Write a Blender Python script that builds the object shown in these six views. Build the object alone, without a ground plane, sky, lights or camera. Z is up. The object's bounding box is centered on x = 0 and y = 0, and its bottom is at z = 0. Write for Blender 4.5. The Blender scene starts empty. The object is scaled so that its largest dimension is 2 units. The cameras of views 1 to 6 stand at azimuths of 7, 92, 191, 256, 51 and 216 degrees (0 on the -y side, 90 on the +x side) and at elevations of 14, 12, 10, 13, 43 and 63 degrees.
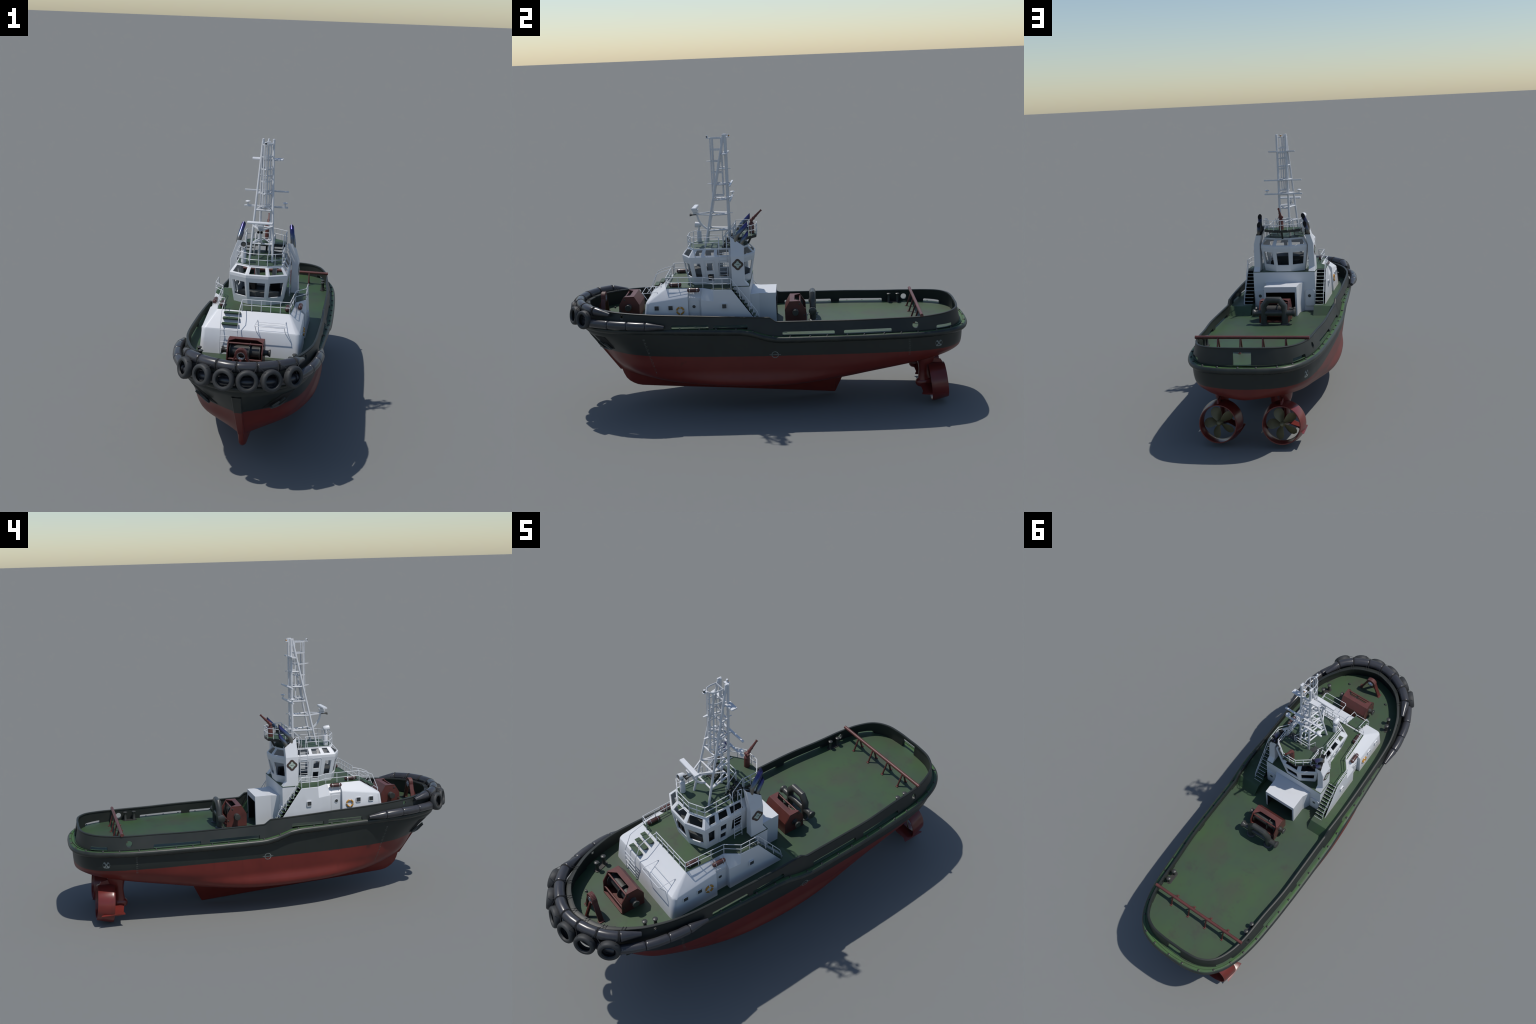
# Harbour tug: black and red hull, green decks, white deckhouse, lattice mast.
# Frame: metres, bow at -y, stern at +y, +x = port side of the pictures, keel near z = 0.
import bpy, bmesh, math, random
from mathutils import Vector, Matrix
from mathutils.bvhtree import BVHTree

random.seed(7)
V = Vector
PI = math.pi

# ------------------------------------------------------------------ materials
def new_mat(name):
    m = bpy.data.materials.new(name)
    m.use_nodes = True
    nt = m.node_tree
    return m, nt, nt.nodes["Principled BSDF"]

def link(nt, a, ao, b, bi):
    nt.links.new(a.outputs[ao], b.inputs[bi])

def node(nt, kind, **kw):
    n = nt.nodes.new(kind)
    for k, v in kw.items():
        setattr(n, k, v)
    return n

def coords(nt, scale=(1, 1, 1)):
    tc = node(nt, "ShaderNodeTexCoord")
    mp = node(nt, "ShaderNodeMapping")
    mp.inputs["Scale"].default_value = scale
    link(nt, tc, "Object", mp, "Vector")
    return mp

def noise(nt, src, scale, detail=4, rough=.55):
    n = node(nt, "ShaderNodeTexNoise")
    n.inputs["Scale"].default_value = scale
    n.inputs["Detail"].default_value = detail
    n.inputs["Roughness"].default_value = rough
    link(nt, src, "Vector", n, "Vector")
    return n

def ramp(nt, src, out, stops):
    r = node(nt, "ShaderNodeValToRGB")
    els = r.color_ramp.elements
    while len(els) < len(stops):
        els.new(.5)
    for e, (p, c) in zip(els, stops):
        e.position = p
        e.color = (c, c, c, 1) if isinstance(c, (int, float)) else (*c, 1)
    link(nt, src, out, r, "Fac")
    return r

def mix(nt, fac, a, b, blend="MIX"):
    """fac, a, b : node-output sockets or constants"""
    m = node(nt, "ShaderNodeMix", data_type="RGBA", blend_type=blend)
    for sock, val in ((m.inputs[0], fac), (m.inputs[6], a), (m.inputs[7], b)):
        if hasattr(val, "is_linked"):
            nt.links.new(val, sock)
        elif isinstance(val, (int, float)):
            sock.default_value = val
        else:
            sock.default_value = (*val, 1)
    return m.outputs[2]

def bump(nt, bsdf, src, strength, dist=.002):
    b = node(nt, "ShaderNodeBump")
    b.inputs["Strength"].default_value = strength
    b.inputs["Distance"].default_value = dist
    nt.links.new(src, b.inputs["Height"])
    link(nt, b, "Normal", bsdf, "Normal")

def paint(name, col, col2=None, rough=.45, metal=0, scale=9, amount=(.4, .65), spec=.5, grain=0, coat=0):
    m, nt, b = new_mat(name)
    b.inputs["Roughness"].default_value = rough
    b.inputs["Metallic"].default_value = metal
    b.inputs["Specular IOR Level"].default_value = spec
    b.inputs["Coat Weight"].default_value = coat
    if col2 is None:
        b.inputs["Base Color"].default_value = (*col, 1)
    else:
        c = coords(nt)
        n = noise(nt, c, scale, 6, .6)
        r = ramp(nt, n, "Fac", [(amount[0], 0.), (amount[1], 1.)])
        nt.links.new(mix(nt, r.outputs[0], col, col2), b.inputs["Base Color"])
    if grain:
        c = coords(nt)
        n = noise(nt, c, 260, 3)
        bump(nt, b, n.outputs["Fac"], grain, .001)
    return m

def hull_material():
    """black-green topsides over red antifouling, split at the waterline, scuffed and streaked"""
    m, nt, b = new_mat("hull_paint")
    tc = node(nt, "ShaderNodeTexCoord")
    sep = node(nt, "ShaderNodeSeparateXYZ")
    link(nt, tc, "Object", sep, "Vector")
    c = coords(nt)
    wob = noise(nt, c, 30, 2)
    ma = node(nt, "ShaderNodeMath", operation="MULTIPLY_ADD")
    ma.inputs[1].default_value = .003
    link(nt, wob, "Fac", ma, 0)
    link(nt, sep, "Z", ma, 2)
    line = node(nt, "ShaderNodeMapRange")
    line.inputs["From Min"].default_value = .2995
    line.inputs["From Max"].default_value = .3025
    link(nt, ma, 0, line, "Value")
    n1 = noise(nt, c, 5, 6, .65)
    n2 = noise(nt, coords(nt, (14, 14, 2.5)), 3, 5, .6)
    spots = noise(nt, coords(nt, (1, 1, .8)), 11, 3, .5)
    red = mix(nt, ramp(nt, n1, "Fac", [(.35, 0.), (.7, 1.)]).outputs[0], (.128, .0180, .0140), (.156, .0235, .0180))
    red = mix(nt, ramp(nt, n2, "Fac", [(.58, 0.), (.75, .45)]).outputs[0], red, (.088, .016, .012))
    red = mix(nt, ramp(nt, spots, "Fac", [(.70, 0.), (.78, .65)]).outputs[0], red, (.036, .016, .012))
    blk = mix(nt, ramp(nt, n1, "Fac", [(.35, 0.), (.7, 1.)]).outputs[0], (.0170, .0210, .0195), (.0225, .0270, .0245))
    blk = mix(nt, ramp(nt, n2, "Fac", [(.55, 0.), (.75, .5)]).outputs[0], blk, (.0140, .0200, .0170))
    col = mix(nt, line.outputs[0], red, blk)
    nt.links.new(col, b.inputs["Base Color"])
    b.inputs["Roughness"].default_value = .42
    b.inputs["Specular IOR Level"].default_value = .35
    return m

def deck_material(name, brown=.55, bright=0.):
    """worn green deck paint with brown dirt patches and darker damp spots"""
    m, nt, b = new_mat(name)
    c = coords(nt)
    n1 = noise(nt, c, 3.2, 4, .55)
    n2 = noise(nt, coords(nt, (1.3, .8, 1)), 3.6, 6, .6)
    n3 = noise(nt, c, 70, 4, .6)
    n4 = noise(nt, coords(nt, (1, 1.2, 1)), 13, 6, .65)
    g = mix(nt, ramp(nt, n1, "Fac", [(.36, 0.), (.64, 1.)]).outputs[0],
            (.034 + bright * .010, .063 + bright * .036, .038), (.038 + bright * .012, .083 + bright * .050, .029))
    d = ramp(nt, n2, "Fac", [(.49, 0.), (.66, 1.)])
    g = mix(nt, d.outputs[0], g, mix(nt, brown, g, (.050, .046, .038)))
    e = ramp(nt, n4, "Fac", [(.56, 0.), (.74, .75)])
    g = mix(nt, e.outputs[0], g, (.036, .038, .031))
    f = ramp(nt, n3, "Fac", [(.60, 0.), (.75, .35)])
    g = mix(nt, f.outputs[0], g, (.026, .031, .024))
    nt.links.new(g, b.inputs["Base Color"])
    b.inputs["Roughness"].default_value = .55
    bump(nt, b, n3.outputs["Fac"], .15, .001)
    return m

def exhaust_material():
    """heat-blued steel: bare grey at the root, straw, blue and violet towards the mouth"""
    m, nt, b = new_mat("heat_blued_steel")
    tc = node(nt, "ShaderNodeTexCoord")
    sep = node(nt, "ShaderNodeSeparateXYZ")
    link(nt, tc, "Generated", sep, "Vector")
    n = noise(nt, coords(nt), 60, 3)
    ma = node(nt, "ShaderNodeMath", operation="MULTIPLY_ADD")
    ma.inputs[1].default_value = .16
    link(nt, n, "Fac", ma, 0)
    link(nt, sep, "Z", ma, 2)
    r = ramp(nt, ma, 0, [(.10, (.20, .19, .17)), (.45, (.20, .19, .17)), (.60, (.13, .17, .23)),
                         (.78, (.06, .075, .20)), (.95, (.055, .045, .17)), (1., (.03, .03, .08))])
    nt.links.new(r.outputs[0], b.inputs["Base Color"])
    b.inputs["Metallic"].default_value = .75
    b.inputs["Roughness"].default_value = .3
    return m

M_HULL = hull_material()
M_BLACK = paint("black_green_paint", (.0185, .0220, .0205), (.0255, .0285, .0255), .46, scale=6, spec=.35)
M_BELT = paint("strake_rubber", (.0200, .0235, .0215), (.032, .036, .030), .40, scale=14, spec=.4)
M_DECK = deck_material("green_deck_paint")
M_LEDGE = deck_material("green_ledge_paint", .45, .8)
M_ROOF = deck_material("green_roof_paint", .6)
M_WHITE = paint("white_paint", (.625, .635, .655), (.575, .585, .60), .42, scale=7, amount=(.55, .8))
M_RAIL = paint("white_rail_paint", (.62, .63, .65), None, .4)
M_MAST = paint("mast_paint", (.60, .61, .63), (.54, .55, .57), .42, scale=14, amount=(.5, .7))
M_RED = paint("red_machinery_paint", (.112, .031, .026), (.078, .024, .020), .45, scale=18, amount=(.45, .72))
M_NOZZ = paint("red_underwater_paint", (.150, .022, .018), (.115, .019, .015), .28, scale=12)
M_FENDER = paint("fender_rubber", (.034, .034, .040), (.044, .044, .049), .3, scale=20, spec=.6)
M_TYRE = paint("tyre_rubber", (.036, .038, .039), (.027, .028, .029), .62, scale=25, grain=.1)
M_ROPE = paint("dark_rope", (.022, .022, .023), None, .8)
M_IRON = paint("dark_iron", (.034, .036, .034), (.050, .050, .045), .4, scale=25, spec=.55)
M_DRUM = paint("dark_drum", (.060, .058, .052), (.043, .043, .040), .55, scale=30)
M_STEEL = paint("bolt_steel", (.060, .058, .055), None, .4, .4)
M_BRONZE = paint("propeller_bronze", (.185, .165, .085), (.135, .125, .070), .45, .2, scale=16)
M_GLASS = paint("dark_pane", (.050, .054, .056), None, .3)
M_LIFE = paint("orange_ring", (.50, .24, .025), (.44, .20, .02), .55, scale=30)
M_TANK = paint("maroon_canister", (.075, .027, .024), (.058, .022, .020), .4, scale=30)
M_DARK = paint("interior_dark", (.030, .035, .034), (.020, .022, .022), .6, scale=20)
M_NEARBLACK = paint("near_black", (.006, .006, .007), None, .9)
M_CONSOLE = paint("console_grey", (.060, .062, .060), (.045, .047, .046), .6, scale=12)
M_MARK = paint("faded_white_mark", (.21, .235, .23), (.12, .135, .13), .6, scale=45, amount=(.4, .6))
M_MARKF = paint("worn_draft_mark", (.15, .155, .14), (.07, .072, .065), .6, scale=60, amount=(.4, .6))
M_EMBD = paint("emblem_brown", (.060, .036, .032), (.048, .030, .024), .5, scale=40)
M_EMBL = paint("emblem_pale_green", (.40, .47, .42), (.34, .42, .37), .5, scale=40)
M_EMBG = paint("emblem_green_line", (.05, .075, .04), None, .5)
M_ANCH = paint("anchor_iron", (.040, .046, .044), (.030, .040, .048), .5, scale=30)
M_CHROME = paint("polished_band", (.60, .60, .60), None, .25, .8)
M_AMBER = paint("amber_lens", (.45, .20, .03), None, .3)
M_EXH = exhaust_material()

# ------------------------------------------------------------------ mesh tools
class MB:
    """collects vertices and faces of one part"""
    def __init__(self):
        self.v, self.f = [], []

    def add(self, vs, fs):
        o = len(self.v)
        self.v += [V(p) for p in vs]
        self.f += [tuple(i + o for i in f) for f in fs]
        return self

    def box(self, c, s, rot=None):
        sx, sy, sz = (q / 2 for q in s)
        P = [V((x, y, z)) for x in (-sx, sx) for y in (-sy, sy) for z in (-sz, sz)]
        if rot:
            P = [rot @ p for p in P]
        c = V(c)
        return self.add([p + c for p in P], [(0, 1, 3, 2), (4, 6, 7, 5), (0, 4, 5, 1), (2, 3, 7, 6), (0, 2, 6, 4), (1, 5, 7, 3)])

    def bar(self, a, b, w, h, up=(0, 0, 1)):
        """rectangular bar from a to b"""
        a, b = V(a), V(b)
        d = (b - a).normalized()
        s = d.cross(V(up))
        s = s.normalized() if s.length > 1e-6 else V((1, 0, 0))
        u = s.cross(d)
        P = [q + s * i * w / 2 + u * j * h / 2 for q in (a, b) for i, j in ((-1, -1), (1, -1), (1, 1), (-1, 1))]
        return self.add(P, [(3, 2, 1, 0), (4, 5, 6, 7), (0, 1, 5, 4), (1, 2, 6, 5), (2, 3, 7, 6), (3, 0, 4, 7)])

    def prism(self, poly, vec):
        n = len(poly)
        P = [V(p) for p in poly]
        return self.add(P + [p + V(vec) for p in P],
                        [tuple(range(n))[::-1], tuple(range(n, 2 * n))] + [(i, (i + 1) % n, n + (i + 1) % n, n + i) for i in range(n)])

    def tube(self, pts, r, n=8, closed=False, caps=True):
        """round pipe along a path with mitred corners; r may be a list"""
        P = [V(p) for p in pts]
        m = len(P)
        R = r if isinstance(r, (list, tuple)) else [r] * m
        seg = [(P[(i + 1) % m] - P[i]).normalized() for i in range(m if closed else m - 1)]
        u = seg[0].orthogonal().normalized()
        rings = []
        for i in range(m):
            if closed:
                din, dout = seg[i - 1], seg[i]
            else:
                din, dout = seg[max(i - 1, 0)], seg[min(i, m - 2)]
            if i == 0:
                dref = dout
            else:
                if i > 0 and (i > 1 or closed):
                    prev = seg[i - 2] if (i > 1) else seg[-1]
                    u = prev.rotation_difference(seg[i - 1]) @ u if i > 1 else u
                dref = seg[i - 1]
            t = din + dout
            t = t.normalized() if t.length > 1e-6 else dref
            w = dref.cross(u)
            ring = []
            for k in range(n):
                a = 2 * PI * k / n
                q = (u * math.cos(a) + w * math.sin(a)) * R[i]
                den = dref.dot(t)
                if abs(den) > .25:
                    q = q - dref * (q.dot(t) / den)
                ring.append(P[i] + q)
            rings.append(ring)
        o = [p for ring in rings for p in ring]
        fs = []
        for i in range(m if closed else m - 1):
            a, b = i * n, ((i + 1) % m) * n
            # closed paths: match the twist of the first ring
            sh = 0
            if closed and i == m - 1:
                sh = min(range(n), key=lambda s: (rings[-1][0] - rings[0][s]).length)
            fs += [(a + k, a + (k + 1) % n, b + (k + 1 + sh) % n, b + (k + sh) % n) for k in range(n)]
        if caps and not closed:
            fs += [tuple(range(n))[::-1], tuple(range((m - 1) * n, m * n))]
        return self.add(o, fs)

    def lathe(self, prof, origin, axis=(0, 0, 1), n=24):
        """prof: (radius, height along axis)"""
        ax = V(axis).normalized()
        u = ax.orthogonal().normalized()
        w = ax.cross(u)
        O = V(origin)
        vs, fs = [], []
        for r, h in prof:
            vs += [O + ax * h + (u * math.cos(2 * PI * k / n) + w * math.sin(2 * PI * k / n)) * r for k in range(n)]
        for i in range(len(prof) - 1):
            fs += [(i * n + k, i * n + (k + 1) % n, (i + 1) * n + (k + 1) % n, (i + 1) * n + k) for k in range(n)]
        if prof[0][0] > 1e-6 and prof[0] != prof[-1]:
            fs.append(tuple(range(n))[::-1])
        if prof[-1][0] > 1e-6 and prof[0] != prof[-1]:
            fs.append(tuple(range((len(prof) - 1) * n, len(prof) * n)))
        return self.add(vs, fs)

    def grid(self, rows, wrap=False):
        """rows of equally many points -> quads"""
        n = len(rows[0])
        fs = []
        for i in range(len(rows) - (0 if wrap else 1)):
            j = (i + 1) % len(rows)
            fs += [(i * n + k, i * n + k + 1, j * n + k + 1, j * n + k) for k in range(n - 1)]
        return self.add([p for r in rows for p in r], fs)

    def hull(self, pts):
        bm = bmesh.new()
        for p in pts:
            bm.verts.new(p)
        bmesh.ops.convex_hull(bm, input=bm.verts)
        bmesh.ops.dissolve_limit(bm, angle_limit=.02, verts=bm.verts, edges=bm.edges)
        bm.verts.index_update()
        used = [v for v in bm.verts if v.link_faces]
        idx = {v: i for i, v in enumerate(used)}
        self.add([v.co.copy() for v in used], [tuple(idx[v] for v in f.verts) for f in bm.faces])
        bm.free()
        return self

    def sphere(self, c, r, n=14, scale=(1, 1, 1)):
        k = n // 2
        prof = [(r * math.sin(PI * i / k) * scale[0], -r * math.cos(PI * i / k) * scale[2]) for i in range(k + 1)]
        return self.lathe(prof, c, (0, 0, 1), n)

    def mirror(self):
        """add the x -> -x twin"""
        o = len(self.v)
        self.v += [V((-p.x, p.y, p.z)) for p in self.v]
        self.f += [tuple(i + o for i in f)[::-1] for f in list(self.f)]
        return self

    def transform(self, fn):
        self.v = [V(fn(p)) for p in self.v]
        return self

    def mesh(self, name, mat, smooth=35, merge=1e-5):
        me = bpy.data.meshes.new(name)
        bm = bmesh.new()
        vs = [bm.verts.new(p) for p in self.v]
        for f in self.f:
            q = [vs[i] for i in f]
            if len(set(q)) > 2:
                try:
                    bm.faces.new(q)
                except ValueError:
                    pass
        if merge:
            bmesh.ops.remove_doubles(bm, verts=bm.verts, dist=merge)
            bmesh.ops.dissolve_degenerate(bm, edges=bm.edges, dist=1e-7)
        bmesh.ops.recalc_face_normals(bm, faces=bm.faces)
        bm.to_mesh(me)
        bm.free()
        me.materials.append(mat)
        if smooth:
            me.shade_smooth()
            me.set_sharp_from_angle(angle=math.radians(smooth))
        return me

def put(name, me, parent, matrix=None):
    ob = bpy.data.objects.new(name, me)
    bpy.context.scene.collection.objects.link(ob)
    ob.parent = parent
    if matrix is not None:
        ob.matrix_world = matrix
    return ob

def part(name, mb, mat, parent, smooth=35, bevel=0, segs=2, merge=1e-5):
    ob = put(name, mb.mesh(name, mat, smooth, merge), parent)
    if bevel:
        md = ob.modifiers.new("bevel", "BEVEL")
        md.width = bevel
        md.segments = segs
        md.limit_method = "ANGLE"
        md.angle_limit = math.radians(35)
        md.harden_normals = False
    return ob

def cut(ob, cutter_mb):
    """boolean difference, applied, cutter thrown away"""
    tmp = put("cutter", cutter_mb.mesh("cutter", M_BLACK, 0), None)
    md = ob.modifiers.new("cut", "BOOLEAN")
    md.operation, md.solver, md.object = "DIFFERENCE", "EXACT", tmp
    dg = bpy.context.evaluated_depsgraph_get()
    me = bpy.data.meshes.new_from_object(ob.evaluated_get(dg))
    ob.modifiers.remove(md)
    old = ob.data
    ob.data = me
    bpy.data.meshes.remove(old)
    bpy.data.objects.remove(tmp)
    return ob

def crom(P, t):
    """Catmull-Rom through P at t in 0..len-1"""
    n = len(P)
    i = min(int(t), n - 2)
    f = t - i
    p1, p2 = P[i], P[i + 1]
    p0 = P[i - 1] if i > 0 else p1 * 2 - p2
    p3 = P[i + 2] if i + 2 < n else p2 * 2 - p1
    return .5 * ((2 * p1) + (p2 - p0) * f + (2 * p0 - 5 * p1 + 4 * p2 - p3) * f * f + (3 * p1 - p0 - 3 * p2 + p3) * f ** 3)

def crom_half(P, t):
    """same, for a half outline whose two ends lie on the mirror plane x = 0"""
    Q = [V((-P[1].x, P[1].y, P[1].z))] + list(P) + [V((-P[-2].x, P[-2].y, P[-2].z))]
    return crom(Q, t + 1)

def lerp(a, b, t):
    return a + (b - a) * t

def pw(x, *pts):
    """piecewise-linear lookup"""
    if x <= pts[0][0]:
        return pts[0][1]
    for (a, fa), (b, fb) in zip(pts, pts[1:]):
        if x <= b:
            return lerp(fa, fb, (x - a) / (b - a))
    return pts[-1][1]

tug = bpy.data.objects.new("tugboat", None)
bpy.context.scene.collection.objects.link(tug)
tug["label"] = "harbour tug, black and red hull, white deckhouse, lattice mast"
tug["category"] = "tugboat"

# ------------------------------------------------------------------ hull lines
# half waterlines (y, half width, z) bow -> stern, from the strake down to the keel
def L(z, *p):
    return [V((q[1], q[0], q[2] if len(q) > 2 else z)) for q in p]

C0 = L(.412, (-.945, 0), (-.930, .062), (-.909, .121), (-.869, .182), (-.802, .232), (-.700, .268), (-.550, .288), (-.300, .300), (-.100, .303),
       (.060, .303, .372), (.250, .303, .372), (.420, .301, .372), (.580, .297, .372), (.710, .287, .372), (.815, .267, .372), (.900, .228, .372), (.957, .150, .372), (.981, 0, .372))
C1 = L(.300, (-.866, 0), (-.845, .040), (-.815, .084), (-.772, .141), (-.715, .187), (-.630, .233), (-.500, .264), (-.300, .285), (-.100, .295),
       (.080, .298), (.250, .298), (.420, .296), (.580, .291), (.700, .281), (.810, .260), (.897, .217), (.953, .138), (.978, 0))
C2 = L(.220, (-.808, 0), (-.790, .036), (-.765, .077), (-.725, .130), (-.665, .183), (-.580, .219), (-.460, .249), (-.300, .271), (-.100, .283),
       (.080, .286), (.250, .285), (.420, .281, .228), (.580, .269, .243), (.700, .256, .254), (.800, .235, .262), (.882, .190, .266), (.942, .116, .267), (.973, 0, .264))
C3 = L(.140, (-.762, 0, .157), (-.745, .021, .161), (-.715, .050, .162), (-.670, .090, .160), (-.610, .132, .156), (-.530, .175, .150), (-.430, .214, .146), (-.280, .251, .142), (-.100, .266, .138),
       (.080, .265, .138), (.220, .251, .146), (.380, .226, .162), (.530, .207, .183), (.660, .197, .204), (.760, .183, .222), (.850, .150, .237), (.915, .090, .244), (.954, 0, .245))
C4 = L(.1, (-.756, 0, .148), (-.742, 0, .140), (-.712, 0, .126), (-.668, 0, .115), (-.610, 0, .106), (-.530, 0, .099), (-.430, 0, .093), (-.280, 0, .088), (-.100, 0, .085),
       (.080, 0, .081), (.220, 0, .080), (.380, 0, .091), (.530, 0, .128), (.660, 0, .166), (.760, 0, .197), (.850, 0, .223), (.915, 0, .238), (.950, 0, .244))

def hull_mesh():
    U, W = 130, 7
    rows = []
    for k in range(U + 1):
        t = 17 * k / U
        cs = [crom_half(c, t) for c in (C0, C1, C2, C3)]
        cs.append(crom(C4, t))
        cs = [cs[0]] + cs[1:]
        row = []
        for s in range(4 * W + 1):
            row.append(crom(cs, s / W))
        row[-1].x = 0
        if k in (0, U):
            for p in row:
                p.x = 0
        # let the topsides run up a little inside the strake
        top = row[0].copy()
        top.z += .03
        rows.append([top] + row)
    mb = MB().grid(rows).mirror()
    return mb

hull_mb = hull_mesh()
hull = part("hull", hull_mb, M_HULL, tug, smooth=50, merge=2e-4)
hull_bvh = BVHTree.FromPolygons(hull_mb.v, hull_mb.f)

def on_hull(y, z, side, off=.0006):
    """point on the hull skin seen from abeam"""
    loc, nor, _, _ = hull_bvh.ray_cast(V((side * 1.5, y, z)), V((-side, 0, 0)))
    if loc is None:
        return None
    if nor.x * side < 0:
        nor = -nor
    return loc + nor * off

# keel skeg: thin fin from the forefoot to its raked heel
def skeg():
    prof = [(-.763, .162), (-.752, .128), (-.740, .103), (-.725, .087), (-.706, .075), (-.685, .066), (-.661, .061), (-.560, .0545), (-.467, .049), (-.2, .0345), (.052, .019), (.2, .0095), (.335, .0005)]
    rows = []
    top = lambda y: pw(y, (-.763, .170), (-.72, .156), (-.66, .140), (-.53, .122), (-.28, .108), (.08, .098), (.22, .096), (.33, .096))
    for y, z in prof:
        k = min(1, max(0, (y + .763) / .05))
        wb = lerp(.006, .011, k)
        wt = lerp(.012, .024, k)
        e = .008 * k + .001
        rows.append([V((wt, y, max(top(y), z + .004))), V((wb + .002, y, z + e)), V((wb * .6, y, z + e * .25)), V((0, y, z)),
                     V((-wb * .6, y, z + e * .25)), V((-wb - .002, y, z + e)), V((-wt, y, max(top(y), z + .004)))])
    rows.append([V((q.x * .4, .336 + .042 * (q.z / .09), q.z)) for q in rows[-1]])
    mb = MB().grid(rows)
    n = len(rows) - 1
    mb.f.append(tuple(n * 7 + k for k in range(7)))
    return mb
part("skeg", skeg(), M_HULL, hull, 40)

# flat stem bar up the bow
stem = MB()
prof = [(-.930, .395), (-.905, .352), (-.866, .299), (-.838, .261), (-.808, .219), (-.785, .187), (-.764, .158)]
rows = []
for i, (y, z) in enumerate(prof):
    w = lerp(.021, .013, i / 6)
    yo = y - .004
    rows.append([V((-w, y + .028, z)), V((-w, yo + .003, z - .002)), V((-w + .003, yo, z - .003)), V((w - .003, yo, z - .003)), V((w, yo + .003, z - .002)), V((w, y + .028, z))])
stem.grid(rows)
part("stem_bar", stem, M_HULL, hull, 40)

# ------------------------------------------------------------------ strake, ledge, bulwark
BELT = L(0, (-.957, 0), (-.944, .066), (-.920, .127), (-.878, .190), (-.810, .243), (-.700, .283), (-.550, .301), (-.300, .318), (-.100, .328),
         (.060, .330), (.250, .3295), (.420, .3260), (.580, .3190), (.715, .3070), (.820, .2845), (.905, .2470), (.966, .1880), (.994, .1040), (1.0, 0))
BASE = L(0, (-.940, 0), (-.926, .066), (-.903, .124), (-.864, .181), (-.800, .230), (-.700, .268), (-.550, .295), (-.300, .305), (-.100, .308),
         (.060, .308), (.250, .309), (.420, .306), (.580, .299), (.715, .285), (.815, .264), (.892, .227), (.944, .156), (.964, .076), (.966, 0))
TOP = L(0, (-.918, 0), (-.905, .062), (-.884, .113), (-.851, .158), (-.790, .204), (-.700, .249), (-.550, .283), (-.300, .292), (-.100, .292),
        (.060, .287), (.250, .286), (.420, .284), (.580, .271), (.720, .263), (.820, .243), (.893, .206), (.934, .144), (.946, .070), (.947, 0))

def belt_z(y):
    return pw(y, (-1, .449), (-.5, .446), (-.12, .440), (-.07, .434), (.0, .411), (.055, .400), (.09, .3985), (1.1, .3985))

def top_z(y):
    return pw(y, (-1, .5230), (-.85, .5225), (-.75, .5205), (-.6, .517), (-.45, .5105), (-.3, .5045), (-.1, .494), (.025, .4885), (.055, .4655), (.55, .463), (.75, .464), (.85, .469), (.95, .476))

def outline(C, n):
    """closed loop of points all round, dense, evenly spread by arc length"""
    raw = [crom_half(C, 18 * k / 600) for k in range(601)]
    raw[0].x = raw[-1].x = 0
    acc = [0]
    for a, b in zip(raw, raw[1:]):
        acc.append(acc[-1] + (b - a).length)
    out, j = [], 0
    for k in range(n + 1):
        s = acc[-1] * k / n
        while j < 599 and acc[j + 1] < s:
            j += 1
        out.append(raw[j].lerp(raw[j + 1], (s - acc[j]) / max(1e-9, acc[j + 1] - acc[j])))
    loop = [p.copy() for p in out]
    loop += [V((-p.x, p.y, p.z)) for p in reversed(out[1:-1])]
    return loop

def normals(loop):
    m = len(loop)
    N = []
    for i in range(m):
        t = loop[(i + 1) % m] - loop[i - 1]
        n = V((t.y, -t.x, 0)).normalized()
        N.append(n)
    c = sum((n.dot(p.normalized()) for n, p in zip(N, loop) if p.length > 0))
    return N if c > 0 else [-n for n in N]

def sweep_ring(loop, prof_fn, zfn, cap=False):
    """sweep a (offset outward, dz) profile round a closed plan outline"""
    N = normals(loop)
    rows = []
    for p, n in zip(loop, N):
        rows.append([V((p.x, p.y, 0)) + n * o + V((0, 0, zfn(p.y) + dz)) for o, dz in prof_fn(p)])
    return MB().grid(rows, wrap=True)

belt_loop = outline(BELT, 170)
strake_prof = [(-.017, -.001), (-.011, .0005), (-.0055, -.002), (-.0015, -.007), (0, -.013), (-.0022, -.0195), (-.009, -.0265), (-.018, -.0315), (-.030, -.035), (-.034, -.020)]
part("rubbing_strake", sweep_ring(belt_loop, lambda p: strake_prof, belt_z), M_BELT, hull, 60)
ledge_prof = [(-.045, 0), (-.03, 0), (-.0195, 0), (-.0125, .0008), (-.0085, -.0004), (-.007, -.004)]
def ledge_arc(keep):
    N_ = normals(belt_loop)
    rows = [[V((p.x, p.y, belt_z(p.y) + dz)) + n * o for o, dz in ledge_prof] for p, n in zip(belt_loop, N_)]
    mb = MB()
    m = len(rows)
    for i in range(m):
        if keep((belt_loop[i].y + belt_loop[(i + 1) % m].y) / 2):
            mb.grid([rows[i], rows[(i + 1) % m]])
    return mb
part("strake_ledge", ledge_arc(lambda y: y > -.52), M_LEDGE, hull, 60)
part("bow_ledge", ledge_arc(lambda y: y <= -.52), M_BLACK, hull, 60)

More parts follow.
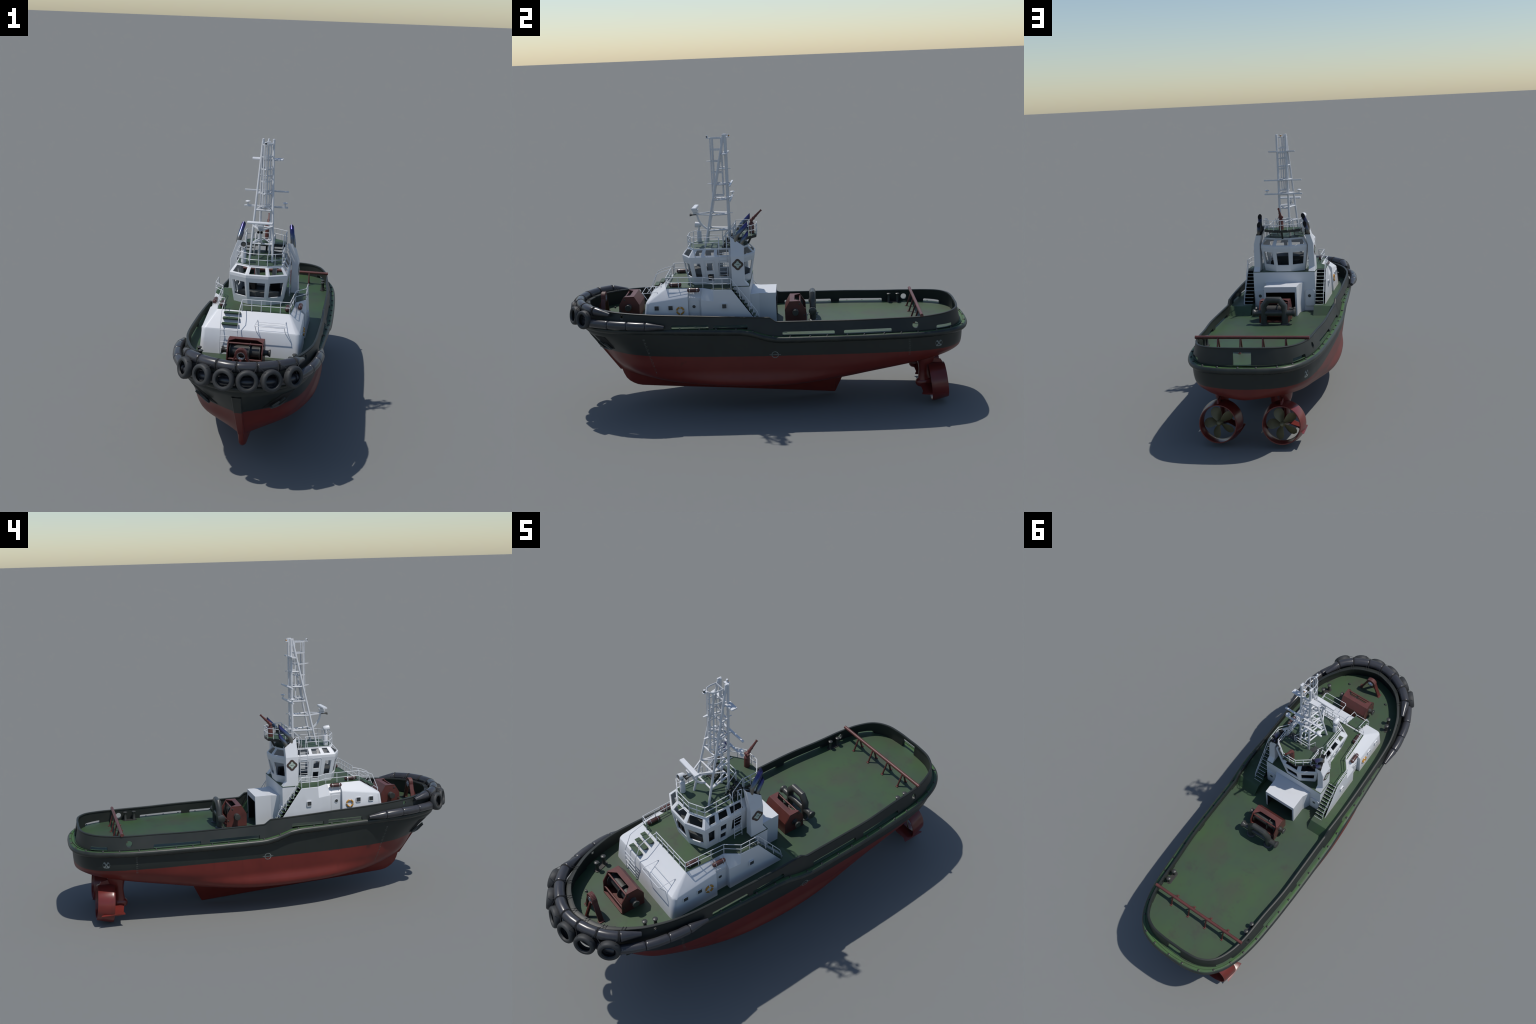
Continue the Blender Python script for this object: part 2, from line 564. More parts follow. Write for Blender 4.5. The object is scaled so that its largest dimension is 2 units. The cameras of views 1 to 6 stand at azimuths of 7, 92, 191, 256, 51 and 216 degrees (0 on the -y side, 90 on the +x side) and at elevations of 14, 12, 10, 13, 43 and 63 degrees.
# bolts on the ledge
bolt_me = MB().lathe([(.0060, 0), (.0060, .0012), (.0050, .0016), (.0046, .0036), (.003, .0052), (0, .0058)], (0, 0, 0), (0, 0, 1), 10).mesh("ledge_bolt", M_STEEL)
acc, last = 0, belt_loop[0]
BN = normals(belt_loop)
for p, n in zip(belt_loop, BN):
    acc += (p - last).length
    last = p
    if acc > .0880:
        acc -= .0880
        if p.y > -.47:
            q = p - n * .0150
            put("ledge_bolt", bolt_me, hull, Matrix.Translation((q.x, q.y, belt_z(q.y))))

# bulwark: a closed wall between base and top outlines
def bulwark():
    raw = []
    for k in range(361):
        t = 18 * k / 360
        raw.append((crom_half(BASE, t), crom_half(TOP, t)))
    pairs = raw + [(V((-a.x, a.y, 0)), V((-b.x, b.y, 0))) for a, b in reversed(raw[1:-1])]
    lo = [a for a, b in pairs]
    hi = [b for a, b in pairs]
    NL, NH = normals(lo), normals(hi)
    th = .0055
    rows = []
    for a, b, na, nb in zip(lo, hi, NL, NH):
        z0 = belt_z(a.y) - .012
        z1 = top_z(b.y)
        q = [V((a.x, a.y, z0)), V((b.x, b.y, z1)), V((b.x, b.y, z1)) - nb * th, V((lerp(b.x, a.x, .2), lerp(b.y, a.y, .2), z0)) - na * th]
        rows.append(q + [q[0]])
    return MB().grid(rows, wrap=True), hi, NH

bw_mb, cap_loop, cap_n = bulwark()
bul = part("bulwark", bw_mb, M_BLACK, tug, 40)

def rounded_slot(y0, y1, z0, z1, r, n=5):
    out = []
    for cy, cz, a0 in ((y1 - r, z1 - r, 0), (y0 + r, z1 - r, PI / 2)):
        out += [(cy + r * math.cos(a0 + PI / 2 * k / n), cz + r * math.sin(a0 + PI / 2 * k / n)) for k in range(n + 1)]
    return out + [(y0, z0), (y1, z0)]

cuts = MB()
for s in (1, -1):
    for y0, y1, z0, z1 in ((.085, .334, .385, .4195), (.378, .606, .385, .4195), (.822, .900, .385, .4185), (-.448, -.268, .428, .4640), (-.245, -.081, .424, .4600)):
        cuts.prism([V((s * .36, y, z)) for y, z in rounded_slot(y0, y1, z0, z1, .006)], (-s * .24, 0, 0))
    for cy, cz, ry, rz in ((.720, .428, .0145, .0155), (-.691, .502, .0085, .0100)):
        cuts.prism([V((s * .36, cy + ry * math.cos(2 * PI * k / 24), cz + rz * math.sin(2 * PI * k / 24))) for k in range(24)], (-s * .18, 0, 0))
cuts.prism([V((-.0415, 1.02, .389)), V((.0405, 1.02, .389)), V((.0405, 1.02, .4585)), V((-.0415, 1.02, .4585))], (0, -.15, 0))
cut(bul, cuts)
bul.data.shade_smooth()
bul.data.set_sharp_from_angle(angle=math.radians(40))

# capping rail, wider round the bow
rows = []
for p, n in zip(cap_loop, cap_n):
    w = pw(p.y, (-.9, .020), (-.8, .014), (-.6, .0085), (1, .0085))
    z = top_z(p.y)
    prof = [(.0012, -.004), (.0012, .0008), (-.0005, .002), (-w + .001, .002), (-w, .0005), (-w, -.004), (-w + .002, -.0052), (0, -.0052)]
    r = [V((p.x, p.y, z + dz)) + n * o for o, dz in prof]
    rows.append(r + [r[0]])
part("cap_rail", MB().grid(rows, wrap=True), M_BLACK, bul, 50)

# decks --------------------------------------------------------------
def deck_strip(zf, y0, y1, x_in=0, inset=.003):
    """plating between the bulwark feet (or between x_in and the foot on either side)"""
    ys = [y0 + (y1 - y0) * (1 - math.cos(PI * k / 60)) / 2 for k in range(61)]
    raw = [crom_half(BASE, 18 * k / 900) for k in range(901)]
    def w(y):
        for a, b in zip(raw, raw[1:]):
            if a.y <= y <= b.y and b.y > a.y:
                return max(0, lerp(a.x, b.x, (y - a.y) / (b.y - a.y)) - inset)
        return 0
    mb = MB()
    if x_in == 0:
        mb.grid([[V((w(y) * k / 6, y, zf(y))) for k in range(-6, 7)] for y in ys])
    else:
        mb.grid([[V((lerp(x_in, w(y), k / 3), y, zf(y))) for k in range(4)] for y in ys]).mirror()
    return mb

main_deck = part("main_deck", deck_strip(lambda y: .4035, -.085, .9655), M_DECK, tug, 30)
fore = deck_strip(lambda y: .4475, -.9245, -.075)
fore_deck = part("fore_deck", fore, M_DECK, tug, 30)
side = deck_strip(lambda y: pw(y, (-.08, .4475), (.010, .4475), (.047, .4030)), -.0755, .047, .168, .0125)
n0 = len(side.v)
for s in (1, -1):
    side.add([(s * .168, -.0755, .4475), (s * .168, .010, .4475), (s * .168, .047, .403), (s * .168, -.0755, .403)], [(0, 1, 2, 3)])
part("side_deck", side, M_DECK, fore_deck, 20)

# small deck fittings on the foredeck
fit = MB()
for s in (1, -1):
    fit.lathe([(.006, 0), (.006, .002), (.0035, .004), (.0045, .008), (0, .009)], (s * .118, -.800, .4475), n=10)
    fit.bar((s * .118 - .007, -.800, .4535), (s * .118 + .007, -.800, .4535), .003, .003)
part("deck_cleat", fit, M_IRON, fore_deck)["kind"] = "stuff"

# ------------------------------------------------------------------ hull marks
def text_on_hull(txt, y, z, size, side, mat, name, slope=0):
    cu = bpy.data.curves.new("tmp_text", "FONT")
    cu.body = txt
    cu.size = size
    cu.align_x = "CENTER"
    cu.align_y = "CENTER"
    ob = bpy.data.objects.new("tmp_text", cu)
    bpy.context.scene.collection.objects.link(ob)
    dg = bpy.context.evaluated_depsgraph_get()
    me = bpy.data.meshes.new_from_object(ob.evaluated_get(dg))
    mb = MB()
    pts = []
    for v in me.vertices:
        # reading direction: starboard reads towards -y from outside, port towards +y
        pts.append(on_hull(y + side * v.co.x, z + v.co.y, side))
    mb.add([p if p is not None else V((0, y, z)) for p in pts], [tuple(f.vertices) for f in me.polygons])
    bpy.data.objects.remove(ob)
    bpy.data.curves.remove(cu)
    bpy.data.meshes.remove(me)
    return mb

def stripe(pts, w, side, mb):
    """thin painted band over hull points given as (y, z)"""
    P = [on_hull(y, z, side) for y, z in pts]
    D = [on_hull(y + .0001, z, side) for y, z in pts]
    rows = []
    for i, (y, z) in enumerate(pts):
        a = pts[max(i - 1, 0)]
        b = pts[min(i + 1, len(pts) - 1)]
        t = V((b[0] - a[0], b[1] - a[1])).normalized()
        o = V((-t.y, t.x)) * w / 2
        p0, p1 = on_hull(y + o.x, z + o.y, side), on_hull(y - o.x, z - o.y, side)
        rows.append([p0, p1])
    mb.grid(rows)

for s in (1, -1):
    dm = MB()
    for k in range(11):
        t = k / 10
        for yy, zz, sz in ((lerp(-.588, -.546, t), lerp(.390, .205, t), .0115),):
            q = text_on_hull(str(28 - 2 * k), yy, zz, sz, s, M_MARKF, "m")
            dm.add(q.v, q.f)
            a = on_hull(yy, zz - .009, s)
            stripe([(yy - .003, zz - .0092), (yy + .003, zz - .0092)], .0015, s, dm)
    for k in range(8):
        t = k / 7
        q = text_on_hull(str(24 - 2 * k), .690, lerp(.362, .284, t), .010, s, M_MARKF, "m")
        dm.add(q.v, q.f)
    part("draft_mark", dm, M_MARKF, hull, 0)
    lm = MB()
    stripe([(.046 + .0155 * math.cos(a), .306 + .0155 * math.sin(a)) for a in [2 * PI * k / 40 for k in range(41)]], .0032, s, lm)
    stripe([(.046 - .027 + .054 * k / 10, .306) for k in range(11)], .0028, s, lm)
    part("load_line_mark", lm, M_MARK, hull, 0)
    em = MB()
    cy, cz = .833, .331
    for a in (.9, PI - .9):
        stripe([(cy + .016 * k / 6 * math.cos(a), cz + .016 * k / 6 * math.sin(a)) for k in range(-6, 7)], .0050, s, em)
    for a0 in (.9, PI - .9):
        stripe([(cy + .013 * math.cos(a0) + .0035 * math.cos(t), cz + .013 * math.sin(a0) + .0035 * math.sin(t)) for t in [2 * PI * k / 10 for k in range(11)]], .0026, s, em)
    for a0 in (PI + .9, -.9):
        stripe([(cy + .0145 * math.cos(a0) + .003 * math.cos(t), cz + .0145 * math.sin(a0) + .003 * math.sin(t)) for t in [2 * PI * k / 10 for k in range(11)]], .0040, s, em)
    stripe([(cy + .0150 * math.cos(t), cz + .0150 * math.sin(t)) for t in [PI * 1.22 + PI * .56 * k / 10 for k in range(11)]], .0045, s, em)
    stripe([(cy + .0165 * math.cos(t), cz + .0165 * math.sin(t)) for t in [PI * 1.8 + PI * .5 * k / 10 for k in range(11)]], .0012, s, em)
    stripe([(cy + .0165 * math.cos(t), cz + .0165 * math.sin(t)) for t in [PI * .7 + PI * .5 * k / 10 for k in range(11)]], .0012, s, em)
    part("thruster_mark", em, M_MARK, hull, 0)

# ------------------------------------------------------------------ anchors in their pockets
def anchor(s):
    # pocket frame: corner points on the flared bow
    pk = MB()
    A = [(-.848, .392), (-.787, .394), (-.752, .318), (-.815, .306)]     # (y, z) of pocket mouth
    P = [on_hull(y, z, s, .0012) for y, z in A]
    nrm = (P[1] - P[0]).cross(P[3] - P[0]).normalized()
    if nrm.x * s < 0:
        nrm = -nrm
    pk.add(P, [(0, 1, 2, 3)])
    # dark panel laid on the skin, subdivided to follow the flare; no recess cut
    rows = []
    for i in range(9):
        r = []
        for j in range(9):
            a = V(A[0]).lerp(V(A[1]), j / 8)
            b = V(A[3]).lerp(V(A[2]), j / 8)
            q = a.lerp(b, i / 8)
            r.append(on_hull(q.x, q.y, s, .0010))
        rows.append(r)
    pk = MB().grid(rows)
    pocket = part("dark_pocket_panel", pk, M_NEARBLACK, hull, 40)
    # stockless anchor: shank, crown bar and two flukes lying against the plating
    a = MB()
    ctr = on_hull(-.793, .322, s) + nrm * .004
    acr = V((0, 0, 1)).cross(nrm).normalized()
    up = nrm.cross(acr).normalized()
    top = ctr + up * .066 + nrm * .001
    a.bar(ctr - up * .004, top, .0065, .0065, nrm)
    cr = [ctr + acr * x + up * y + nrm * .004 for x, y in ((-.038, .006), (-.026, -.002), (0, -.005), (.026, -.002), (.038, .006))]
    a.tube(cr, [.0045, .0068, .0075, .0068, .0045], 8)
    for e in (-1, 1):
        base = ctr + acr * e * .026 + up * .002
        tip = ctr + acr * e * .021 + up * .052
        w = acr * .0085
        q = nrm * .0085
        pts = [base - w, base + w, base.lerp(tip, .55) + w * .8, tip, base.lerp(tip, .55) - w * .8]
        a.prism([p for p in pts], q)
        a.tube([ctr + acr * e * .036 + up * .004, ctr + acr * e * .041 + up * .009 + nrm * .008], .003, 6)
    a.lathe([(.0035, -.012), (.0075, -.008), (.0075, 0), (.004, .004)], ctr - up * .002 + nrm * .002, up, 10)
    part("anchor", a, M_ANCH, hull, 40, .0006)
for s in (1, -1):
    anchor(s)

# ------------------------------------------------------------------ fenders and tyres
UP = [(.248, -.752, .5120), (.2165, -.832, .5245), (.156, -.891, .5285), (.078, -.931, .5300), (0, -.946, .5300),
      (-.078, -.931, .5300), (-.156, -.891, .5285), (-.2165, -.832, .5245), (-.248, -.752, .5120)]
up_ax = [V(p) for p in UP]
SIDE = [V(p) for p in ((.225, -.860, .470), (.279, -.754, .4715), (.3005, -.660, .4700), (.3085, -.571, .4655), (.3105, -.481, .4600))]

def fender_piece(a, b, r, taper=0, bend=None):
    """one rubber roll with softly rounded ends; taper = radius at the far end"""
    mb = MB()
    d = b - a
    L_ = d.length
    prof = [(0, .75), (.02, .90), (.05, .975), (.09, 1.), (.5, 1.), (.91, 1.), (.95, .975), (.98, .90), (1, .75)]
    pts, rad = [], []
    for t, k in prof:
        pts.append(a + d * t + (bend * (4 * t * (1 - t)) if bend is not None else V((0, 0, 0))))
        rr = r * k
        if taper:
            rr = lerp(r, taper, max(0, (t - .09) / .91)) * (k if t < .5 else 1)
        rad.append(rr)
    mb.tube(pts, rad, 20)
    return mb

bow_f = bpy.data.objects.new("bow_fender", None)
bpy.context.scene.collection.objects.link(bow_f)
bow_f.parent = tug
for i in range(8):
    a, b = up_ax[i], up_ax[i + 1]
    mid = (a + b) / 2
    out = V((mid.x, mid.y + .6, 0)).normalized() * .0035
    if i == 0:
        mb = fender_piece(b, a, .0225, .0095)
    elif i == 7:
        mb = fender_piece(a, b, .0225, .0095)
    else:
        mb = fender_piece(a, b, .0225, 0, out)
    part("fender_roll", mb, M_FENDER, bow_f, 50)
for s in (1, -1):
    ax = [V((s * p.x, p.y, p.z)) for p in SIDE]
    for i in range(4):
        part("fender_roll", fender_piece(ax[i], ax[i + 1], .0205, .0085 if i == 3 else 0, V((s * .003, 0, 0)) if i < 3 else None), M_FENDER, bow_f, 50)

low = [V(p) for p in ((.222, -.856, .468), (.160, -.903, .468), (.082, -.934, .468), (0, -.946, .468), (-.082, -.934, .468), (-.160, -.903, .468), (-.222, -.856, .468))]
for a, b in zip(low, low[1:]):
    m_ = (a + b) / 2
    part("fender_roll", fender_piece(a, b, .0195, 0, V((m_.x, m_.y + .6, 0)).normalized() * .003), M_FENDER, bow_f, 50)
TY = [(.2225, -.885, .4845), (.140, -.946, .4845), (.0470, -.9755, .4845), (-.0470, -.9755, .4845), (-.140, -.946, .4845), (-.2225, -.885, .4845)]
def tyre_mesh():
    R, ri, hw = .0458, .0272, .0160
    prof = [(ri, -hw * .55), (ri + .003, -hw * .95), (ri + .007, -hw * 1.04), (R - .006, -hw), (R - .0015, -hw * .72), (R, -hw * .35), (R, hw * .35), (R - .0015, hw * .72), (R - .006, hw), (ri + .007, hw * 1.04), (ri + .003, hw * .95), (ri, hw * .55),
            (ri + .004, hw * .5), (R - .006, hw * .6), (R - .005, 0), (R - .006, -hw * .6), (ri + .004, -hw * .5), (ri, -hw * .55)]
    return MB().lathe(prof, (0, 0, 0), (0, 0, 1), 44).mesh("tyre", M_TYRE, 40)
ty_me = tyre_mesh()
lash = MB()
for i, p in enumerate(TY):
    p = V(p)
    f = V((p.x * 1.55, p.y + .62, .06)).normalized()
    rot = V((0, 0, 1)).rotation_difference(f).to_matrix().to_4x4()
    put("tyre", ty_me, bow_f, Matrix.Translation(p) @ rot @ Matrix.Rotation(random.uniform(0, 6), 4, "Z"))
# rope lashings: a turn round each joint, ends led to the cap rail and the tyres
for j in range(1, 8):
    c = up_ax[j]
    t = (up_ax[min(j + 1, 8)] - up_ax[j - 1]).normalized()
    u = V((0, 0, 1))
    w = t.cross(u).normalized()
    inw = V((-c.x, -.5 - c.y, 0)).normalized()
    for dt in (-.0022, .0022):
        lash.tube([c + t * dt + (u * math.cos(a) + w * math.sin(a)) * .0218 for a in [2 * PI * k / 20 for k in range(20)]], .0017, 6, closed=True)
    for dt in (-.004, .004):
        lash.tube([c + t * dt * .3 + u * .021 - inw * .002, c + inw * .018 + t * dt + u * .012, V((c.x, c.y, 0)) + inw * .040 + t * dt * 1.6 + V((0, 0, .5265)), V((c.x, c.y, 0)) + inw * .050 + t * dt * 1.6 + V((0, 0, .5255)), V((c.x, c.y, 0)) + inw * .052 + t * dt * 1.6 + V((0, 0, .516))], .0009, 5)
    for e in (-1, 1):
        k = j - 1 if e < 0 else j
        # neighbours: tyre index between joints j and j+1
        ti = j - 1 if e > 0 else j - 2
        if 0 <= ti <= 5:
            q = V(TY[ti])
            d = V((q.x * 1.55, q.y + .62, 0)).normalized()
            tang = V((-d.y, d.x, 0))
            sgn = 1 if (c - q).dot(tang) > 0 else -1
            lash.tube([c + u * .016 - inw * .018, q + tang * sgn * .027 + V((0, 0, .037)) + d * .004, q + tang * sgn * .022 + V((0, 0, .028)) + d * .010], .0009, 5)
part("lashing_rope", lash, M_ROPE, bow_f, 40)["kind"] = "stuff"

# ------------------------------------------------------------------ deckhouse
house = MB()
sx = lambda pts: pts + [(-x, y, z) for x, y, z in pts]
def front_block():
    """sloping-fronted block: rounded upright corners, crisp upper chamfer"""
    def outline_at(xf, xa, yf, ya, r, z_f, z_a):
        half = [(xf - r + r * math.cos(a), yf + r - r * math.sin(a)) for a in [PI / 2 * k / 8 for k in range(8, -1, -1)]]
        pts = [(0, yf)] + half + [(xa, ya)]
        zz = lambda y: lerp(z_f, z_a, (y - yf) / (ya - yf))
        full = [(-x, y) for x, y in reversed(pts[1:])] + pts
        return [V((x, y, zz(y))) for x, y in full]
    ya = -.3705
    secs = [outline_at(.2225, .2225, -.595, ya, .022, .444, .444), outline_at(.2165, .2170, -.5800, ya, .022, .5500, .5770),
            outline_at(.2125, .2140, -.5765, ya, .021, .5570, .5850), outline_at(.1660, .1710, -.4860, ya, .008, .6125, .6125), outline_at(.1635, .1690, -.4835, ya, .006, .6150, .6150)]
    mb = MB().grid(secs)
    m = len(secs[0])
    mb.f.append(tuple((len(secs) - 1) * m + k for k in range(m)))
    mb.f.append(tuple(k * m for k in range(len(secs))) + tuple(k * m + m - 1 for k in reversed(range(len(secs)))))
    return mb
deckhouse = part("deckhouse", front_block(), M_WHITE, tug, 28)
mid = MB().hull(sx([(.2015, -.372, .444), (.2015, -.305, .444), (.2015, -.372, .575), (.2015, -.305, .572), (.170, -.372, .6140), (.170, -.305, .6140)]))
part("door_bay", mid, M_WHITE, deckhouse, 30)
# aft wing: vertical wall with a chamfer facet running up to the rail corner
wing = MB()
for s in (1, -1):
    o = [(.2225, -.307, .444), (.2190, -.307, .566), (.2165, -.247, .557), (.2145, -.244, .6145), (.2175, -.157, .6145), (.2235, -.034, .444)]
    q = [(.160, -.157, .6145), (.160, -.157, .444), (.2140, -.157, .6145), (.2200, -.034, .444), (.2190, -.157, .444), (.160, -.307, .444), (.171, -.307, .6145)]
    P = [(s * x, y, z) for x, y, z in o + q]
    wing.add(P, [(0, 1, 2, 5), (2, 3, 4, 5), (1, 12, 3, 2), (12, 6, 8, 4, 3), (4, 8, 9, 5), (8, 10, 9), (6, 7, 10, 8), (0, 11, 12, 1), (0, 5, 9, 10, 7, 11)])
part("side_wing", wing, M_WHITE, deckhouse, 20, .002)

casing = MB()
casing.box((0, -.115, .509), (.335, .088, .211))
casing.box((0, -.23, .53), (.33, .30, .167))
cas = part("casing", casing, M_WHITE, tug, 30, .0012)

# boat deck: thin green plate whose edge shows as a dark line on the white walls
bd = [(.1635, -.482), (.169, -.372), (.170, -.300), (.2125, -.2435), (.2170, -.157), (.1690, -.157), (.1690, -.0705)]
bd = [(x, y, .6150) for x, y in bd]
poly = bd + [(-x, y, z) for x, y, z in reversed(bd)]
boat_deck = part("boat_deck", MB().prism(poly, (0, 0, .0025)), M_ROOF, deckhouse, 20)

# doors in the bays, portholes, windows
def wall_frame(s, x, y, z, tilt=0):
    """matrix: local X along the wall, local Y up, local Z outward"""
    return Matrix(((0, 0, s, s * x), (s, 0, 0, y), (0, 1, 0, z), (0, 0, 0, 1)))

def plate(mb, M, w, h, t, r=.004, z0=0):
    """rounded rectangular plate"""
    pts = []
    for cx, cy, a0 in ((w / 2 - r, h / 2 - r, 0), (-w / 2 + r, h / 2 - r, PI / 2), (-w / 2 + r, -h / 2 + r, PI), (w / 2 - r, -h / 2 + r, 1.5 * PI)):
        pts += [(cx + r * math.cos(a0 + PI / 2 * k / 4), cy + r * math.sin(a0 + PI / 2 * k / 4)) for k in range(5)]
    n = len(pts)
    a = [M @ V((x, y, z0)) for x, y in pts]
    b = [M @ V((x, y, z0 + t)) for x, y in pts]
    mb.add(a + b, [tuple(range(n))[::-1], tuple(range(n, 2 * n))] + [(i, (i + 1) % n, n + (i + 1) % n, n + i) for i in range(n)])

def rim(mb, M, w, h, bw, t, r=.004):
    """raised rounded frame"""
    def ring(w, h, r, z):
        pts = []
        for cx, cy, a0 in ((w / 2 - r, h / 2 - r, 0), (-w / 2 + r, h / 2 - r, PI / 2), (-w / 2 + r, -h / 2 + r, PI), (w / 2 - r, -h / 2 + r, 1.5 * PI)):
            pts += [M @ V((cx + r * math.cos(a0 + PI / 2 * k / 4), cy + r * math.sin(a0 + PI / 2 * k / 4), z)) for k in range(5)]
        return pts + [pts[0]]
    mb.grid([ring(w, h, r, -.003), ring(w, h, r, t), ring(w - 2 * bw, h - 2 * bw, max(r - bw, .001), t), ring(w - 2 * bw, h - 2 * bw, max(r - bw, .001), -.003)])

for s in (1, -1):
    d = MB()
    M = wall_frame(s, .2022, -.3425, .513)
    plate(d, M, .054, .100, .0022, .009, -.001)
    part("door", d, M_WHITE, deckhouse, 40, .0007)
    p = MB()
    p.lathe([(0, .0026), (.0082, .0026), (.0082, .0004)], (s * .2022, -.3435, .531), (s, 0, 0), 20)
    part("porthole", p, M_GLASS, deckhouse, 40)
    rimo = MB().lathe([(.0082, 0), (.0082, .0036), (.0098, .0036), (.0098, 0)], (s * .2022, -.3435, .531), (s, 0, 0), 20)
    part("porthole_rim", rimo, M_WHITE, deckhouse, 40)
    for y, x, z in ((-.524, .2180, .531), (-.456, .2182, .531), (-.194, .2205, .533)):
        fr, gl = MB(), MB()
        M = wall_frame(s, x, y, z)
        rim(fr, M, .0265, .0270, .0028, .0042, .005)
        plate(gl, M, .0215, .0220, .0018, .003, 0)
        part("window_frame", fr, M_WHITE, deckhouse, 40)
        part("window_pane", gl, M_GLASS, deckhouse, 0)
    # lifebuoy with white bands on its bracket
    lb = MB()
    c = V((s * .2200, -.4095, .5165))
    ring = [c + V((s * .002, .0165 * math.cos(a), .0165 * math.sin(a))) for a in [2 * PI * k / 36 for k in range(36)]]
    lb.tube(ring, .0041, 10, closed=True)
    life = part("lifebuoy", lb, M_LIFE, deckhouse, 60)
    bands = MB()
    for k in range(4):
        a = PI / 2 * k
        q = [c + V((s * .002, .0165 * math.cos(a + e), .0165 * math.sin(a + e))) for e in (-.12, 0, .12)]
        bands.tube(q, .0045, 10)
    part("lifebuoy_band", bands, M_RAIL, life, 40)
    # canisters with straps: one on the deck, one on the shoulder by the door
    for x, y, z in ((.147, -.438, .6285), (.1965, -.343, .6110)):
        t = MB()
        hl = .0315
        prof = [(0, -hl), (.005, -hl + .001), (.0085, -hl + .004), (.0102, -hl + .009), (.0102, hl - .009), (.0085, hl - .004), (.005, hl - .001), (0, hl)]
        t.lathe(prof, (s * x, y, z), (0, 1, 0), 18)
        tank = part("canister", t, M_TANK, deckhouse, 50)
        b = MB()
        for e in (-.018, .018):
            b.lathe([(.0104, -.001), (.0109, -.001), (.0109, .001), (.0104, .001)], (s * x, y + e, z), (0, 1, 0), 18)
            b.bar((s * x - .006, y + e, z - .005), (s * x - .006, y + e, z - .016), .002, .003)
            b.bar((s * x + .006, y + e, z - .005), (s * x + .006, y + e, z - .016), .002, .003)
        part("canister_strap", b, M_CHROME, tank, 40)

# stair treads over the sloping front plus rungs below
st = MB()
for y, z in ((-.561, .5765), (-.532, .5930), (-.503, .6100)):
    st.box((-.0915, y - .004, z + .002), (.073, .022, .004))
front_stair = part("front_stair", st, M_ROOF, deckhouse, 20, .0006)
br = MB()
for y, z in ((-.561, .5765), (-.532, .5930), (-.503, .6100)):
    br.add([(-.128, y - .012, z), (-.055, y - .012, z), (-.055, y + .007, z), (-.128, y + .007, z), (-.128, y + .004, z - .010), (-.055, y + .004, z - .010)],
           [(0, 1, 2, 3), (0, 3, 4), (1, 5, 2), (0, 4, 5, 1)])
part("dark_under_tread", br, M_DARK, front_stair, 20)
rails = MB()
RR = .00165
def rail_path(mb, pts, r=RR):
    mb.tube(pts, r, 6)
for x in (-.1295, -.0525):
    rail_path(rails, [(x, -.484, .617), (x, -.484, .661), (x, -.530, .650), (x, -.564, .635), (x, -.594, .562), (x, -.598, .448)])
for z in (.558, .531, .503, .476):
    rail_path(rails, [(-.1295, -.5965, z), (-.0525, -.5965, z)])
part("stair_rail", rails, M_RAIL, front_stair, 50)

# tubular rack on the sloping front, port side
rk = MB()
def rack(y, z):
    return [(.025, -.526, .593), (.021, y + .008, z), (.027, y, z), (.145, y, z), (.151, y + .008, z), (.1495, -.526, .593)]
rail_path(rk, rack(-.605, .589), .0014)
for y, z in ((-.578, .590), (-.553, .5915)):
    rail_path(rk, [(.023, y, z), (.1505, y, z)], .001)
for x in (.023, .1505):
    rail_path(rk, [(x, -.600, .588), (x + .004, -.578, .556)], .0014)
    rail_path(rk, [(x, -.526, .593), (x, -.530, .585)], .0014)
part("tube_rack", rk, M_RAIL, deckhouse, 50)

# boat deck railing
br = MB()
H1, H2 = .668, .6425
def railing(mb, pts, z0, h1, h2, extra=(), r=RR, end_posts=True):
    for h in (h1, h2):
        rail_path(mb, [(x, y, h) for x, y in pts], r)
    for (x, y) in list(pts) + list(extra):
        rail_path(mb, [(x, y, z0), (x, y, h1)], r)
for s in (1, -1):
    P = [(s * .161, -.481), (s * .1695, -.299), (s * .2135, -.244), (s * .2145, -.158)]
    railing(br, P, .614, H1, H2, [(s * .1635, -.42), (s * .166, -.36), (s * .214, -.200)])
    # handrail down the after stair
    rail_path(br, [(s * .2145, -.158, H1), (s * .2135, -.050, .520), (s * .2135, -.036, .500), (s * .2145, -.028, .470), (s * .2145, -.027, .446)])
    rail_path(br, [(s * .2145, -.115, .5645), (s * .214, -.122, .617)])
    rail_path(br, [(s * .2145, -.072, .505), (s * .214, -.079, .560)])
railing(br, [(-.0515, -.484), (.161, -.481)], .614, H1, H2, [(-.0515 + .2125 * k / 5, -.484 + .003 * k / 5) for k in range(1, 5)])
railing(br, [(-.161, -.481), (-.1295, -.484)], .614, H1, H2)
part("boat_deck_railing", br, M_RAIL, boat_deck, 50)

# after stairs between casing and wing
for s in (1, -1):
    t = MB()
    a, b = V((0, -.160, .6135)), V((0, -.032, .4475))
    n = 11
    for k in range(n):
        p = a.lerp(b, k / (n - 1))
        t.box((s * .1915, p.y + .006, p.z), (.046, .014, .0022))
    stair = part("after_stair", t, M_DECK, casing and deckhouse, 20)
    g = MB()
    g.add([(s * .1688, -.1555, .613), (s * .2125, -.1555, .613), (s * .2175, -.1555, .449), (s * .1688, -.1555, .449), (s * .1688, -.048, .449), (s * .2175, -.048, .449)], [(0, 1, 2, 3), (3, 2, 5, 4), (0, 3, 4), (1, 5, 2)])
    part("stair_well", g, M_NEARBLACK, stair, 0)  # near-black lining; the gaps between the treads look black
    ns = MB()
    for k in range(n):
        p = a.lerp(b, k / (n - 1))
        ns.tube([(s * .1690, p.y + .0135, p.z + .0004), (s * .2140, p.y + .0135, p.z + .0004)], .0011, 6)
    part("stair_nosing", ns, M_RAIL, stair, 50)

